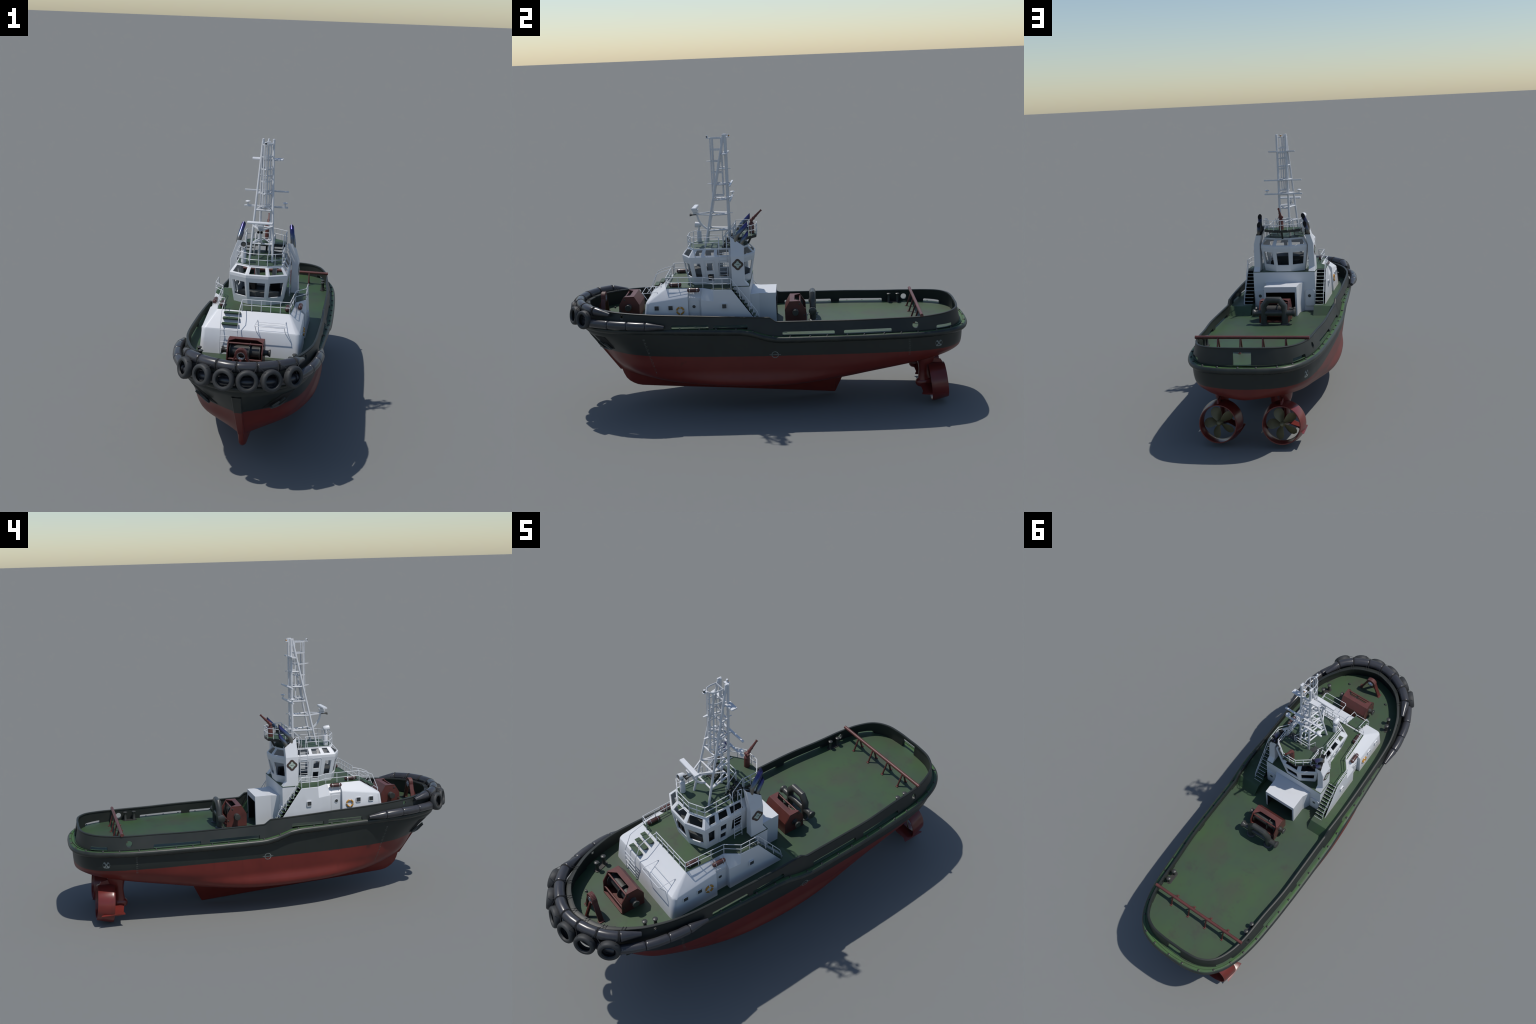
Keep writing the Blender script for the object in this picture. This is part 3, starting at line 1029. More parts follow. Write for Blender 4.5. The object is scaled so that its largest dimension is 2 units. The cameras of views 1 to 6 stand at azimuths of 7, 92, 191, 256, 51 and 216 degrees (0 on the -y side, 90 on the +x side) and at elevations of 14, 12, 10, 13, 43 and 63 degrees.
# winch hangar: hood open to the stern, flared where it meets the casing
hg = MB()
o = [(.0865, .0525), (.0865, -.030), (.105, -.0705)]
i = [(.0775, .0525), (.0775, -.069)]
zt, zi, zb = .5585, .5295, .4025
for s in (1, -1):
    hg.add([(s * x, y, z) for z in (zb, zt) for x, y in o], [(0, 1, 4, 3), (1, 2, 5, 4)])
    hg.add([(s * .0865, .0525, zb), (s * .0775, .0525, zb), (s * .0775, .0525, zi), (s * .0865, .0525, zt)], [(0, 1, 2, 3)])
hg.add([(.0865, .0525, zt), (-.0865, .0525, zt), (-.0775, .0525, zi), (.0775, .0525, zi)], [(0, 1, 2, 3)])
hg.add([(.0865, .0525, zt), (.0865, -.030, zt), (.105, -.0705, zt), (-.105, -.0705, zt), (-.0865, -.030, zt), (-.0865, .0525, zt)], [(0, 1, 2, 3, 4, 5)])
hangar = part("winch_hangar", hg, M_WHITE, cas, 20)
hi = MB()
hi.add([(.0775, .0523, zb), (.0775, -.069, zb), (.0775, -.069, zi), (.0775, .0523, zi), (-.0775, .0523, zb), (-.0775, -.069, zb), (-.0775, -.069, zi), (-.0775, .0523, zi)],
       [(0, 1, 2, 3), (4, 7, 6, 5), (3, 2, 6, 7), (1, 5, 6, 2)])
part("hangar_lining", hi, M_NEARBLACK, hangar, 0)
for s in (1, -1):
    d = MB()
    M = Matrix(((-1, 0, 0, s * .1375), (0, 0, 1, -.0705), (0, 1, 0, .4745), (0, 0, 0, 1)))
    plate(d, M, .050, .088, .0065, .009, -.001)
    part("casing_door", d, M_WHITE, cas, 40, .0007)
    part("porthole", MB().lathe([(0, .0068), (.0085, .0068), (.0085, 0)], (s * .1345, -.0705, .486), (0, 1, 0), 20), M_GLASS, cas, 40)

# ------------------------------------------------------------------ wheelhouse
wh = bpy.data.objects.new("wheelhouse", None)
bpy.context.scene.collection.objects.link(wh)
wh.parent = tug
KN = [(.051, -.4065), (.1315, -.3635), (.1255, -.1000), (.0455, -.0480)]     # knuckle, widest
RF = [(.0410, -.3760), (.1045, -.3425), (.1055, -.1160), (.0370, -.0810)]    # roof edge
BS = [(.0415, -.3840), (.1105, -.3440), (.1070, -.1140), (.0385, -.0735)]    # foot
ring8 = lambda P: P + [(-x, y) for x, y in reversed(P)]
KN8, RF8, BS8 = ring8(KN), ring8(RF), ring8(BS)
ZB, ZK0, ZK1, ZR = .6150, .7450, .7575, .7950

def holed_panel(mb, A, B, C, D, holes, th):
    """quad A-B (bottom) C-D (top) with rectangular openings in (u, v), given thickness"""
    A, B, C, D = map(V, (A, B, C, D))
    us = sorted({0., 1.} | {h[0] for h in holes} | {h[2] for h in holes})
    vs = sorted({0., 1.} | {h[1] for h in holes} | {h[3] for h in holes})
    nrm = (B - A).cross(D - A).normalized() * th
    P = lambda u, v: A.lerp(B, u).lerp(D.lerp(C, u), v)
    inside = lambda u, v: any(h[0] < u < h[2] and h[1] < v < h[3] for h in holes)
    cell = {}
    for i in range(len(us) - 1):
        for j in range(len(vs) - 1):
            if not inside((us[i] + us[i + 1]) / 2, (vs[j] + vs[j + 1]) / 2):
                cell[i, j] = 1
    for (i, j) in cell:
        q = [P(us[i], vs[j]), P(us[i + 1], vs[j]), P(us[i + 1], vs[j + 1]), P(us[i], vs[j + 1])]
        mb.add(q, [(0, 1, 2, 3)])
        mb.add([p - nrm for p in q], [(3, 2, 1, 0)])
        for a, b, di, dj in ((0, 1, 0, -1), (1, 2, 1, 0), (2, 3, 0, 1), (3, 0, -1, 0)):
            if (i + di, j + dj) not in cell:
                mb.add([q[a], q[b], q[b] - nrm, q[a] - nrm], [(1, 0, 3, 2)])

# openings per facet, facet order: 0-1 front side, 1-2 side, 2-3 aft side, 3-4 aft, ... mirrored, 7-0 front
FS = ([(.10, .29, .86, .84)], [(.08, .13, .86, .84)])
SD = ([(.065, .29, .19, .86), (.304, .56, .426, .86), (.304, .15, .426, .42), (.535, .30, .73, .86)],
      [(.085, .20, .205, .86), (.275, .20, .45, .86), (.515, .20, .75, .86)])
AS = ([(.14, .30, .86, .84)], [(.10, .13, .88, .84)])
AC = ([(.13, .29, .87, .84)], [(.12, .13, .88, .84)])
FC = ([(.13, .29, .87, .84)], [(.12, .13, .88, .84)])
flip = lambda hs: [(1 - h[2], h[1], 1 - h[0], h[3]) for h in hs]
facets = [FS, SD, AS, AC, tuple(flip(h) for h in AS), tuple(flip(h) for h in SD), tuple(flip(h) for h in FS), FC]
walls = MB()
for k in range(8):
    j = (k + 1) % 8
    a, b = BS8[k], BS8[j]
    c, d = KN8[j], KN8[k]
    e, f = RF8[j], RF8[k]
    holed_panel(walls, (*a, ZB), (*b, ZB), (*c, ZK0), (*d, ZK0), facets[k][0], .005)
    holed_panel(walls, (*d, ZK0), (*c, ZK0), (*c, ZK1), (*d, ZK1), [], .005)
    holed_panel(walls, (*d, ZK1), (*c, ZK1), (*e, ZR), (*f, ZR), facets[k][1], .004)
part("wheelhouse_wall", walls, M_WHITE, wh, 20)
roof = MB()
roof.prism([(x * .985, -.228 + (y + .228) * .985, ZR - .001) for x, y in RF8], (0, 0, .0022))
roof_ob = part("wheelhouse_roof", roof, M_ROOF, wh, 20)
under = MB().prism([(x * .97, -.228 + (y + .228) * .97, ZR - .006) for x, y in RF8], (0, 0, .0045))
part("ceiling", under, M_CONSOLE, wh, 20)
rimw = MB()
for k in range(8):
    j = (k + 1) % 8
    rimw.bar((*RF8[k], ZR), (*RF8[j], ZR), .0045, .0035)
part("roof_edge", rimw, M_WHITE, wh, 30)
# side doors of the wheelhouse: raised outline
for s in (1, -1):
    dr = MB()
    def wp(u, z):
        v = (z - ZB) / (ZK0 - ZB)
        k = lerp(.1105, .1315, v) * (1 - u) + lerp(.107, .1255, v) * u
        y = lerp(-.344, -.3635, v) * (1 - u) + lerp(-.114, -.100, v) * u
        return V((s * (k + .0004), y, z))
    path = [wp(.265, .623), wp(.265, .736), wp(.285, .742), wp(.445, .742), wp(.465, .736), wp(.465, .623), wp(.445, .618), wp(.285, .618)]
    dr.tube(path, .0011, 6, closed=True)
    part("wheelhouse_door", dr, M_WHITE, wh, 40)
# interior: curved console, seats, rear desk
con = MB()
con.hull([(x, y, z) for x, y, z in [(-.088, -.343, .617), (.088, -.343, .617), (-.094, -.346, .670), (.094, -.346, .670), (-.038, -.374, .673), (.038, -.374, .673), (-.036, -.370, .617), (.036, -.370, .617), (-.090, -.300, .617), (.090, -.300, .617), (-.090, -.300, .662), (.090, -.300, .662)]])
part("console", con, M_CONSOLE, wh, 30, .002)
for s in (1, -1):
    part("crew_seat", MB().box((s * .0560, -.136, .6425), (.044, .044, .051)), M_NEARBLACK, wh, 30, .004)
part("wheelhouse_floor", MB().prism([(x * .97, -.228 + (y + .228) * .97, .6172) for x, y in BS8], (0, 0, .0015)), M_DARK, wh, 0)

# funnels flanking the wheelhouse -------------------------------------------------
def quatrefoil(rad, amp=.12, n=72):
    out = []
    for k in range(n):
        a = 2 * PI * k / n
        out.append((rad * (1 - amp + amp * math.cos(4 * a)) * math.cos(a), rad * (1 - amp + amp * math.cos(4 * a)) * math.sin(a)))
    return out

for s in (1, -1):
    secs = [(.6150, .1665, .1320, -.1560, -.0730), (.6185, .1664, .1320, -.1560, -.0750), (.6400, .1658, .1320, -.1560, -.0940), (.7640, .1625, .1305, -.1570, -.0935)]
    rows = []
    for z, xo, xi, yf, ya in secs:
        rows.append([V((s * xo, yf, z)), V((s * xo, ya, z)), V((s * xi, ya, z)), V((s * xi, yf, z)), V((s * xo, yf, z))])
    rows.append([V((s * .1310, -.1575, .8570)), V((s * .1480, -.0930, .8125)), V((s * .1180, -.0925, .8125)), V((s * .1070, -.1575, .8570)), V((s * .1310, -.1575, .8570))])
    f = MB().grid(rows)
    n = len(rows) - 1
    funnel = part("funnel", f, M_WHITE, tug, 15, .002)
    lid = MB().add([rows[n][k] + V((0, 0, -.004)) for k in range(4)], [(0, 1, 2, 3)])
    part("funnel_mouth", lid, M_NEARBLACK, funnel, 0)
    # emblem on the outer wall
    def wallx(z):
        return lerp(.1658, .1625, (z - .64) / .124)
    for name, rad, mat, off in (("emblem", .0280, M_EMBD, .0012), ("emblem_line", .0188, M_EMBG, .0017), ("emblem_field", .0172, M_EMBL, .0022)):
        e = MB()
        q = [(-.1245 + a, .7245 + b) for a, b in quatrefoil(rad, .10 if name == "emblem" else .17)]
        e.prism([(s * (wallx(z) - .001), y, z) for y, z in q], (s * (off + .001), 0, 0))
        part(name, e, mat, funnel, 30)
    e = MB()
    e.box((s * (wallx(.7245) + .0014), -.1245, .7245), (.0024, .018, .0012))
    e.box((s * (wallx(.7245) + .0014), -.1225, .7262), (.0024, .008, .0010))
    part("emblem_script", e, M_EMBG, funnel, 0)
    # twin exhaust pipes, mouths cut upright
    for path, r in (([(.1300, -.1330, .826), (.1295, -.1310, .850), (.1285, -.1250, .8605), (.1265, -.1170, .871), (.1165, -.0730, .9150)], .0108),
                    ([(.1345, -.1080, .800), (.1340, -.1060, .8200), (.1330, -.1010, .8320), (.1315, -.0950, .8410), (.1240, -.0700, .8720)], .0098)):
        P = [V((s * x, y, z)) for x, y, z in path]
        mb = MB()
        n = 20
        mb.tube(P, r, n, caps=False)
        d = (P[-1] - P[-2]).normalized()
        # slide the last ring along the pipe so the mouth is an upright plane
        for k in range(n):
            i = (len(P) - 1) * n + k
            v = mb.v[i]
            mb.v[i] = v + d * ((P[-1].y - v.y) / d.y)
        ob = part("exhaust_pipe", mb, M_EXH, funnel, 50)
        mouth = MB().add([P[-1] + (mb.v[(len(P) - 1) * n + k] - P[-1]) * .97 - d * .0015 for k in range(n)], [tuple(range(n))])
        part("exhaust_mouth", mouth, M_NEARBLACK, ob, 0)

# roof railing, ladders --------------------------------------------------------------
rr = MB()
pts = [(-.100, -.216), (-.1035, -.3425), (-.0410, -.3765), (.0410, -.3765), (.1035, -.3425), (.100, -.216)]
railing(rr, pts, .795, .8510, .8240, [(0.0, -.3765), (.1015, -.285), (-.1015, -.285), (.073, -.360), (-.073, -.360)])
for s in (1, -1):
    railing(rr, [(s * .100, -.178), (s * .103, -.160)], .795, .8510, .8240)
part("roof_railing", rr, M_RAIL, roof_ob, 50)
for s in (1, -1):
    ld = MB()
    for y in (-.2165, -.1785):
        rail_path(ld, [(s * .1315, y, .616), (s * .1290, y, .690), (s * .1275, y, .775), (s * .1275, y, .806), (s * .1225, y, .826), (s * .1130, y, .841), (s * .1000, y, .851)], .0014)
    for k in range(9):
        z = .632 + .0178 * k
        x = pw(z, (.616, .1315), (.69, .129), (.775, .1275))
        rail_path(ld, [(s * x, -.2165, z), (s * x, -.1785, z)], .0011)
    part("ladder", ld, M_RAIL, wh, 50)

# searchlight on its pedestal
sl = MB()
sl.lathe([(.0122, 0), (.0122, .004), (.0117, .052), (.0105, .055), (.004, .056), (.004, .066)], (-.0745, -.331, .796), n=18)
sl.bar((-.0855, -.331, .858), (-.0855, -.331, .884), .003, .006, (0, 1, 0))
sl.bar((-.0635, -.331, .858), (-.0635, -.331, .884), .003, .006, (0, 1, 0))
sl.bar((-.087, -.331, .860), (-.062, -.331, .860), .008, .004)
lightp = part("searchlight", sl, M_WHITE, roof_ob, 40, .0006)
dirv = V((-.02, -1, .10)).normalized()
drum = MB().lathe([(0, -.017), (.0090, -.015), (.0128, -.010), (.0140, 0), (.0145, .014), (.0145, .016), (.0130, .0162), (.0120, .010), (.004, .005), (0, .004)], (-.0745, -.334, .884), dirv, 20)
part("searchlight_drum", drum, M_RAIL, lightp, 40)
part("searchlight_lens", MB().lathe([(0, .0115), (.0105, .0122), (.0105, .0130), (.005, .0136), (0, .0138)], (-.0745, -.334, .884), dirv, 20), M_DRUM, lightp, 40)

# ------------------------------------------------------------------ fire platform with monitor
PF = [(.097, -.1450), (.097, -.0800), (.0365, -.0350)]
PF8 = PF + [(-x, y) for x, y in reversed(PF)]
plat = part("fire_platform", MB().prism([(x, y, .8325) for x, y in PF8], (0, 0, .0135)), M_BLACK, tug, 20, .0012)
part("platform_deck", MB().prism([(x * .975, -.09 + (y + .09) * .975, .8458) for x, y in PF8], (0, 0, .0012)), M_ROOF, plat, 20)
pr = MB()
railing(pr, PF8, .845, .8975, .8725, [(0, -.035), (.097, -.112), (-.097, -.112), (.067, -.0575), (-.067, -.0575)])
railing(pr, [(-.0375, -.143), (.0345, -.143)], .845, .8975, .8725)
for s in (1, -1):
    for x in (.045, .090):
        rail_path(pr, [(s * x, -.197, .797), (s * x, -.197, .842), (s * x, -.146, .893), (s * x, -.146, .846)])
part("platform_railing", pr, M_RAIL, plat, 50)
ps = MB()
for s in (1, -1):
    for k in range(4):
        t = (k + .5) / 4
        ps.box((s * .0675, lerp(-.198, -.146, t), lerp(.797, .845, t)), (.044, .015, .0025))
    for x in (.045, .090):
        ps.bar((s * x, -.203, .796), (s * x, -.143, .846), .002, .007)
part("platform_stair", ps, M_DARK, plat, 20)
pl = MB()
pl.tube([(0, -.080, .795), (0, -.060, .834)], .005, 8)
part("platform_leg", pl, M_BLACK, plat, 50)

mo = MB()
mo.lathe([(.0125, 0), (.0125, .040), (.0118, .043), (.0122, .045), (.0122, .050), (.0085, .056), (.0065, .057), (.0065, .064)], (0, -.0585, .8465), n=22)
mo.sphere((0, -.0585, .9125), .0095, 16)
mo.lathe([(.0045, -.0125), (.0065, -.012), (.0065, .012), (.0045, .0125)], (0, -.0585, .9115), (1, 0, 0), 14)
d = V((0, .0500, .0495)).normalized()
mo.lathe([(.0078, 0), (.0078, .010), (.0070, .011), (.0085, .013), (.0085, .017), (.0066, .018), (.0060, .030), (.0072, .031), (.0072, .034), (.0058, .035), (.0042, .066), (.0060, .070), (.0060, .0715), (.0038, .0715), (.0030, .062)], V((0, -.0585, .9125)), d, 18)
part("fire_monitor", mo, M_RED, plat, 40)

# ------------------------------------------------------------------ mast
mast = bpy.data.objects.new("mast", None)
bpy.context.scene.collection.objects.link(mast)
mast.parent = tug
LEV = [.874, .951, 1.025, 1.100, 1.177, 1.249]
def fleg(z, s=1):
    t = (z - .795) / (1.338 - .795)
    return V((s * lerp(.0530, .0245, t), lerp(-.2890, -.1780, t), z))
def aleg(z, s=1):
    return V((s * .0245, -.1700, z))
for s in (1, -1):
    part("mast_leg", MB().tube([fleg(.795, s), fleg(1.340, s)], .0052, 12), M_MAST, mast, 50)
    part("mast_leg", MB().tube([aleg(.795, s), aleg(1.342, s)], .0060, 12), M_MAST, mast, 50)
    part("leg_cap", MB().bar(aleg(1.305, s) + V((0, -.004, 0)), aleg(1.344, s) + V((0, -.004, 0)), .0065, .019, (0, 1, 0)), M_MAST, mast, 20, .0008)
bra = MB()
for i, z in enumerate(LEV):
    for s in (1, -1):
        bra.tube([fleg(z, s), aleg(z, s)], .0040, 8)
    bra.tube([aleg(z - .004, 1), aleg(z - .004, -1)], .0036, 8)
    if i < 4:
        bra.tube([fleg(z, 1), fleg(z, -1)], .0040, 8)
        bra.tube([fleg(z, 1), V((0, -.170, z))], .0030, 6)
        bra.tube([fleg(z, -1), V((0, -.170, z))], .0030, 6)
part("mast_brace", bra, M_MAST, mast, 50)
# safety cage
def hoop(z, k=1.0):
    P = [(-.0235, -.190), (-.0245, -.215), (-.0200, -.2340), (-.0100, -.2445), (0, -.2470), (.0100, -.2445), (.0200, -.2340), (.0245, -.215), (.0235, -.190)]
    return [V((x, y, z)) for x, y in P]
cage = MB()
for z in (1.326, 1.270, 1.214, 1.158, 1.102, 1.043):
    H = hoop(z)
    for a, b in zip(H, H[1:] + H[:1]):
        cage.bar(a, b, .0016, .0062)
H0 = hoop(0)
for i in range(9):
    if i in (1, 7):
        continue
    p = H0[i]
    t = (H0[min(i + 1, 8)] - H0[max(i - 1, 0)]).normalized()
    cage.bar((p.x, p.y, 1.328), (p.x, p.y, 1.040), .0060 if i not in (0, 8) else .0045, .0018, (t.y, -t.x, 0))
part("safety_cage", cage, M_MAST, mast, 40)
# yardarms with lamps and antennas
arms = MB()
arms.bar((-.104, -.152, 1.100), (.101, -.152, 1.100), .0085, .0065)
arms.bar((-.104, -.154, 1.026), (.101, -.154, 1.026), .0085, .0075)
for s in (1, -1):
    arms.bar((s * .0245, -.170, 1.102), (s * .0245, -.150, 1.100), .007, .006)
    arms.bar((s * .0245, -.170, 1.028), (s * .0245, -.152, 1.026), .007, .006)
    arms.prism([(s * .024, -.186, 1.246), (s * .070, -.184, 1.247), (s * .072, -.160, 1.250), (s * .024, -.158, 1.250)], (0, 0, .006))
arms.box((0, -.170, 1.249), (.05, .008, .008))
for y, z in ((-.258, 1.213), (-.258, 1.1015)):
    arms.hull([(-.0045, -.246, z - .002), (.0045, -.246, z - .002), (-.0045, -.246, z + .002), (.0045, -.246, z + .002), (-.003, -.268, z + .001), (.003, -.268, z + .001), (-.0025, -.268, z + .002), (.0025, -.268, z + .002)])
for z in (1.177, .956, .873):
    arms.bar((.018, -.165, z), (.018, -.148, z), .003, .003)
part("yardarm", arms, M_MAST, mast, 30, .0008)
for s in (1, -1):
    dsh = MB().lathe([(.003, .008), (.003, .018), (.0105, .0195), (.0120, .0215), (.0110, .024), (.006, .0258), (0, .0262)], (s * .0875, -.154, 1.024), n=20)
    part("dome_antenna", dsh, M_RAIL, mast, 50)
nav = MB()
nav.prism([(-.010, -.166, 1.3275), (.010, -.166, 1.3275), (.008, -.147, 1.3275), (-.008, -.147, 1.3275)], (0, 0, .003))
nav.prism([(-.004, -.246, 1.3245), (.004, -.246, 1.3245), (.0055, -.266, 1.3245), (-.0055, -.266, 1.3245)], (0, 0, .003))
part("lamp_bracket", nav, M_MAST, mast, 20)
for y, front_ in ((-.1545, 1), (-.2585, -1)):
    part("mast_lamp", MB().lathe([(.0044, 0), (.0044, .0115), (.0038, .0125), (0, .0128)], (-.001, y, 1.3300 if y > -.2 else 1.3270), n=14), M_RAIL, mast, 40)
    part("lamp_lens", MB().lathe([(.0046, .0025), (.0046, .0090)], (-.001, y + front_ * .0009, 1.3300 if y > -.2 else 1.3270), n=14), M_AMBER if y > -.2 else M_DARK, mast, 40)
# radar on its forward strut
rad = MB()
for s in (1, -1):
    rad.bar(fleg(.953, s), (s * .005, -.330, .9515), .0055, .0065)
sp = [V((0, -.272, .872)), V((0, -.288, .880)), V((0, -.305, .895)), V((0, -.320, .917)), V((0, -.330, .950))]
for a, b in zip(sp, sp[1:]):
    rad.bar(a, b, .0085, .0065, (1, 0, 0))
rad.box((0, -.336, .9555), (.016, .022, .007))
part("radar_strut", rad, M_MAST, mast, 30, .0006)
rh = MB()
rh.hull([(x, y, z) for x in (-.012, .012) for y, z in ((-.347, .961), (-.325, .961), (-.351, .970), (-.321, .970), (-.351, .9765), (-.321, .9765))])
rh.lathe([(.009, 0), (.008, .008)], (0, -.336, .975), n=16)
part("radar_gearbox", rh, M_RAIL, mast, 30, .001)
ang = math.radians(-7)
rb = MB().hull([(x, y, z) for x in (-.058, .058) for y, z in ((-.0105, 0), (.0105, 0), (.0112, .006), (.0090, .0100), (-.0090, .0100), (-.0112, .006))])
rb.transform(lambda p: Matrix.Rotation(math.radians(-2), 3, "Z") @ p + V((-.0045, -.337, .9800)))
part("radar_scanner", rb, M_RAIL, mast, 25, .0008)
hn = MB()
for x in (-.0065, .0065):
    hn.lathe([(.0018, 0), (.0022, .020), (.0030, .025), (.0062, .036), (.0052, .036), (.0024, .026)], (x, -.328, .9495), (x * 3, -1, -.03), 14)
part("signal_horn", hn, M_DRUM, mast, 40)

# ------------------------------------------------------------------ winches
def winch(name, fn):
    """built at the foredeck place; fn moves every point to its station"""
    ctr = V((0, -.688, .503))
    prof = [(-.742, .4480), (-.738, .5130), (-.711, .5555), (-.660, .5555), (-.635, .5120), (-.6365, .4480)]
    hs = MB()
    for x in (-.0765, .0715):
        hs.prism([(x, y, z) for y, z in prof], (.005, 0, 0))
    # back plates and notched top plate
    t = .003
    for a, b in ((3, 4), (4, 5)):
        (ya, za), (yb, zb_) = prof[a], prof[b]
        hs.add([(-.0765, ya, za), (.0765, ya, za), (.0765, yb, zb_), (-.0765, yb, zb_), (-.0765, ya - .004, za - t), (.0765, ya - .004, za - t), (.0765, yb - .004, zb_), (-.0765, yb - .004, zb_)],
               [(0, 1, 2, 3), (7, 6, 5, 4), (0, 4, 5, 1), (2, 6, 7, 3)])
    top = [(-.0765, -.711), (-.070, -.711), (-.046, -.684), (.046, -.684), (.070, -.711), (.0765, -.711), (.0765, -.660), (-.0765, -.660)]
    hs.prism([(x, y, .5520) for x, y in top], (0, 0, .0037))
    hs.prism([(-.0715, -.744, .4475), (.0715, -.744, .4475), (.0715, -.64, .4475), (-.0715, -.64, .4475)], (0, 0, .006))
    for q in (hs,):
        q.transform(fn)
    ob = part(name, hs, M_RED, tug, 25, .0008)
    ro = MB().tube([(-.070, -.7105, .5440), (.070, -.7105, .5440)], .0040, 12).tube([(-.070, -.7345, .4820), (.070, -.7345, .4820)], .0042, 12)
    part("guide_roller", ro.transform(fn), M_RED, ob, 50)
    dr = MB().lathe([(.0235, -.064), (.0235, .064)], ctr, (1, 0, 0), 28)
    part("winch_drum", dr.transform(fn), M_DRUM, ob, 50)
    fl = MB()
    for x in (-.0655, .0175, .0625):
        fl.lathe([(.012, -.0022), (.0375, -.0022), (.0385, -.001), (.0385, .001), (.0375, .0022), (.012, .0022)], ctr + V((x, 0, 0)), (1, 0, 0), 30)
    part("drum_flange", fl.transform(fn), M_IRON, ob, 40)
    hd = MB()
    for s in (1, -1):
        hd.lathe([(.0150, 0), (.0150, .003), (.0125, .004), (.0112, .012), (.0120, .018), (.0150, .023), (.0158, .0245), (.0158, .0275), (.0148, .0288), (0, .0290)], ctr + V((s * .0765, 0, 0)), (s, 0, 0), 22)
    part("warping_head", hd.transform(fn), M_IRON, ob, 40)
    bo = MB()
    for s in (1, -1):
        for y, z in ((-.7085, .540), (-.732, .482)):
            bo.lathe([(.0042, 0), (.0042, .0018), (.0030, .0024), (0, .0024)], (s * .0765, y, z), (s, 0, 0), 10)
    part("winch_bolt", bo.transform(fn), M_IRON, ob, 40)
    return ob
winch("anchor_winch", lambda p: p)
winch("towing_winch", lambda p: V((.0105 - p.x, .1475 - (p.y + .688), p.z - .0440)))

# bow staple: arched A-frame with round eye
stp = MB()
arc = [V((-.056, -.8275, .4475)), V((-.0235, -.8275, .5330))]
arc += [V((.0225 * math.cos(a) - .001, -.8275, .5395 + .0225 * math.sin(a))) for a in [PI - .25 - (PI - .5) * k / 12 for k in range(13)]]
arc += [V((.0215, -.8275, .5330)), V((.054, -.8275, .4475))]
for a, b in zip(arc, arc[1:]):
    stp.bar(a, b, .022, .0075, (0, 1, 0)) if False else stp.bar(a, b, .0085, .021, (0, 1, 0))
stp.bar((-.001, -.836, .522), (-.001, -.866, .4475), .012, .009, (1, 0, 0))
stp.lathe([(.0165, -.010), (.0215, -.010), (.0215, .010), (.0165, .010), (.0165, -.010)], (-.001, -.8275, .5350), (0, 1, 0), 30)
stp.hull([(x, y, z) for x in (-.018, .016) for y in (-.834, -.821) for z in (.508, .517)])
for x, y in ((-.057, -.8275), (.055, -.8275), (-.001, -.867)):
    stp.box((x, y, .4495), (.018, .026, .004))
for s in (1, -1):
    stp.sphere((s * .0235 - .001, -.8275, .531), .0045, 10)
staple = part("bow_staple", stp, M_RED, tug, 40, .0008)
part("staple_eye", MB().lathe([(.0140, -.0108), (.0170, -.0108), (.0170, .0108), (.0140, .0108), (.0140, -.0108)], (-.001, -.8275, .5350), (0, 1, 0), 30), M_CHROME, staple, 40)

# tow bitt on the after deck
tb = MB()
for s in (1, -1):
    tb.lathe([(.0235, 0), (.0235, .0025), (.0175, .0065)], (s * .0535, .2345, .4038), n=22)
    # flared horn of the cross bar
    tb.lathe([(.0140, 0), (.0140, .042), (.0150, .048), (.0190, .052), (.0198, .055), (.0192, .060), (.0150, .0625), (0, .063)], (s * .048, .2330, .4625), (s, 0, 0), 22)
tb.tube([(-.0535, .2345, .404), (-.0535, .2345, .4985), (-.0290, .2345, .5300), (.0290, .2345, .5300), (.0535, .2345, .4985), (.0535, .2345, .404)], .0158, 20)
tb.tube([(-.05, .2330, .4625), (.05, .2330, .4625)], .0145, 20)
part("tow_bitt", tb, M_IRON, tug, 40)

# bollards in pairs on their bed plates
def bollard_pair(p, q, z, h):
    p, q = V(p), V(q)
    mb = MB()
    for c in (p, q):
        mb.lathe([(.0085, 0), (.0085, .002), (.0072, .004), (.0068, h - .010), (.0075, h - .008), (.0108, h - .006), (.0112, h - .003), (.0085, h - .0008), (0, h)], (c.x, c.y, z), n=18)
    ob = part("bollard", mb, M_IRON, tug, 40)
    d = (q - p).normalized()
    n = V((-d.y, d.x, 0)) * .0125
    a, b = p - d * .006, q + d * .006
    pts = [a - n, b - n, b + d * .008 - n * .5, b + d * .008 + n * .5, b + n, a + n, a - d * .008 + n * .5, a - d * .008 - n * .5]
    part("bollard_plate", MB().prism([(v.x, v.y, z - .001) for v in pts], (0, 0, .0035)), M_STEEL, ob, 20)
for s in (1, -1):
    bollard_pair((s * .2425, .640, 0), (s * .2415, .6855, 0), .4042, .048)
    bollard_pair((s * .1925, -.704, 0), (s * .2065, -.6635, 0), .4480, .052)

# tow bar across the stern
bar = MB()
bar.tube([(-.2645, .7515, .4725), (.2645, .7515, .4725)], .0078, 16)
tow = part("tow_bar", bar, M_RED, tug, 50)
leg = MB()
for x in (-.157, -.052, .052, .157):
    for e in (-1, 1):
        leg.bar((x, .7515 + e * .004, .470), (x, .7515 + e * .026, .4045), .0075, .0055, (1, 0, 0))
        leg.box((x, .7515 + e * .028, .4055), (.012, .012, .003))
part("tow_bar_leg", leg, M_RED, tow, 30, .0006)

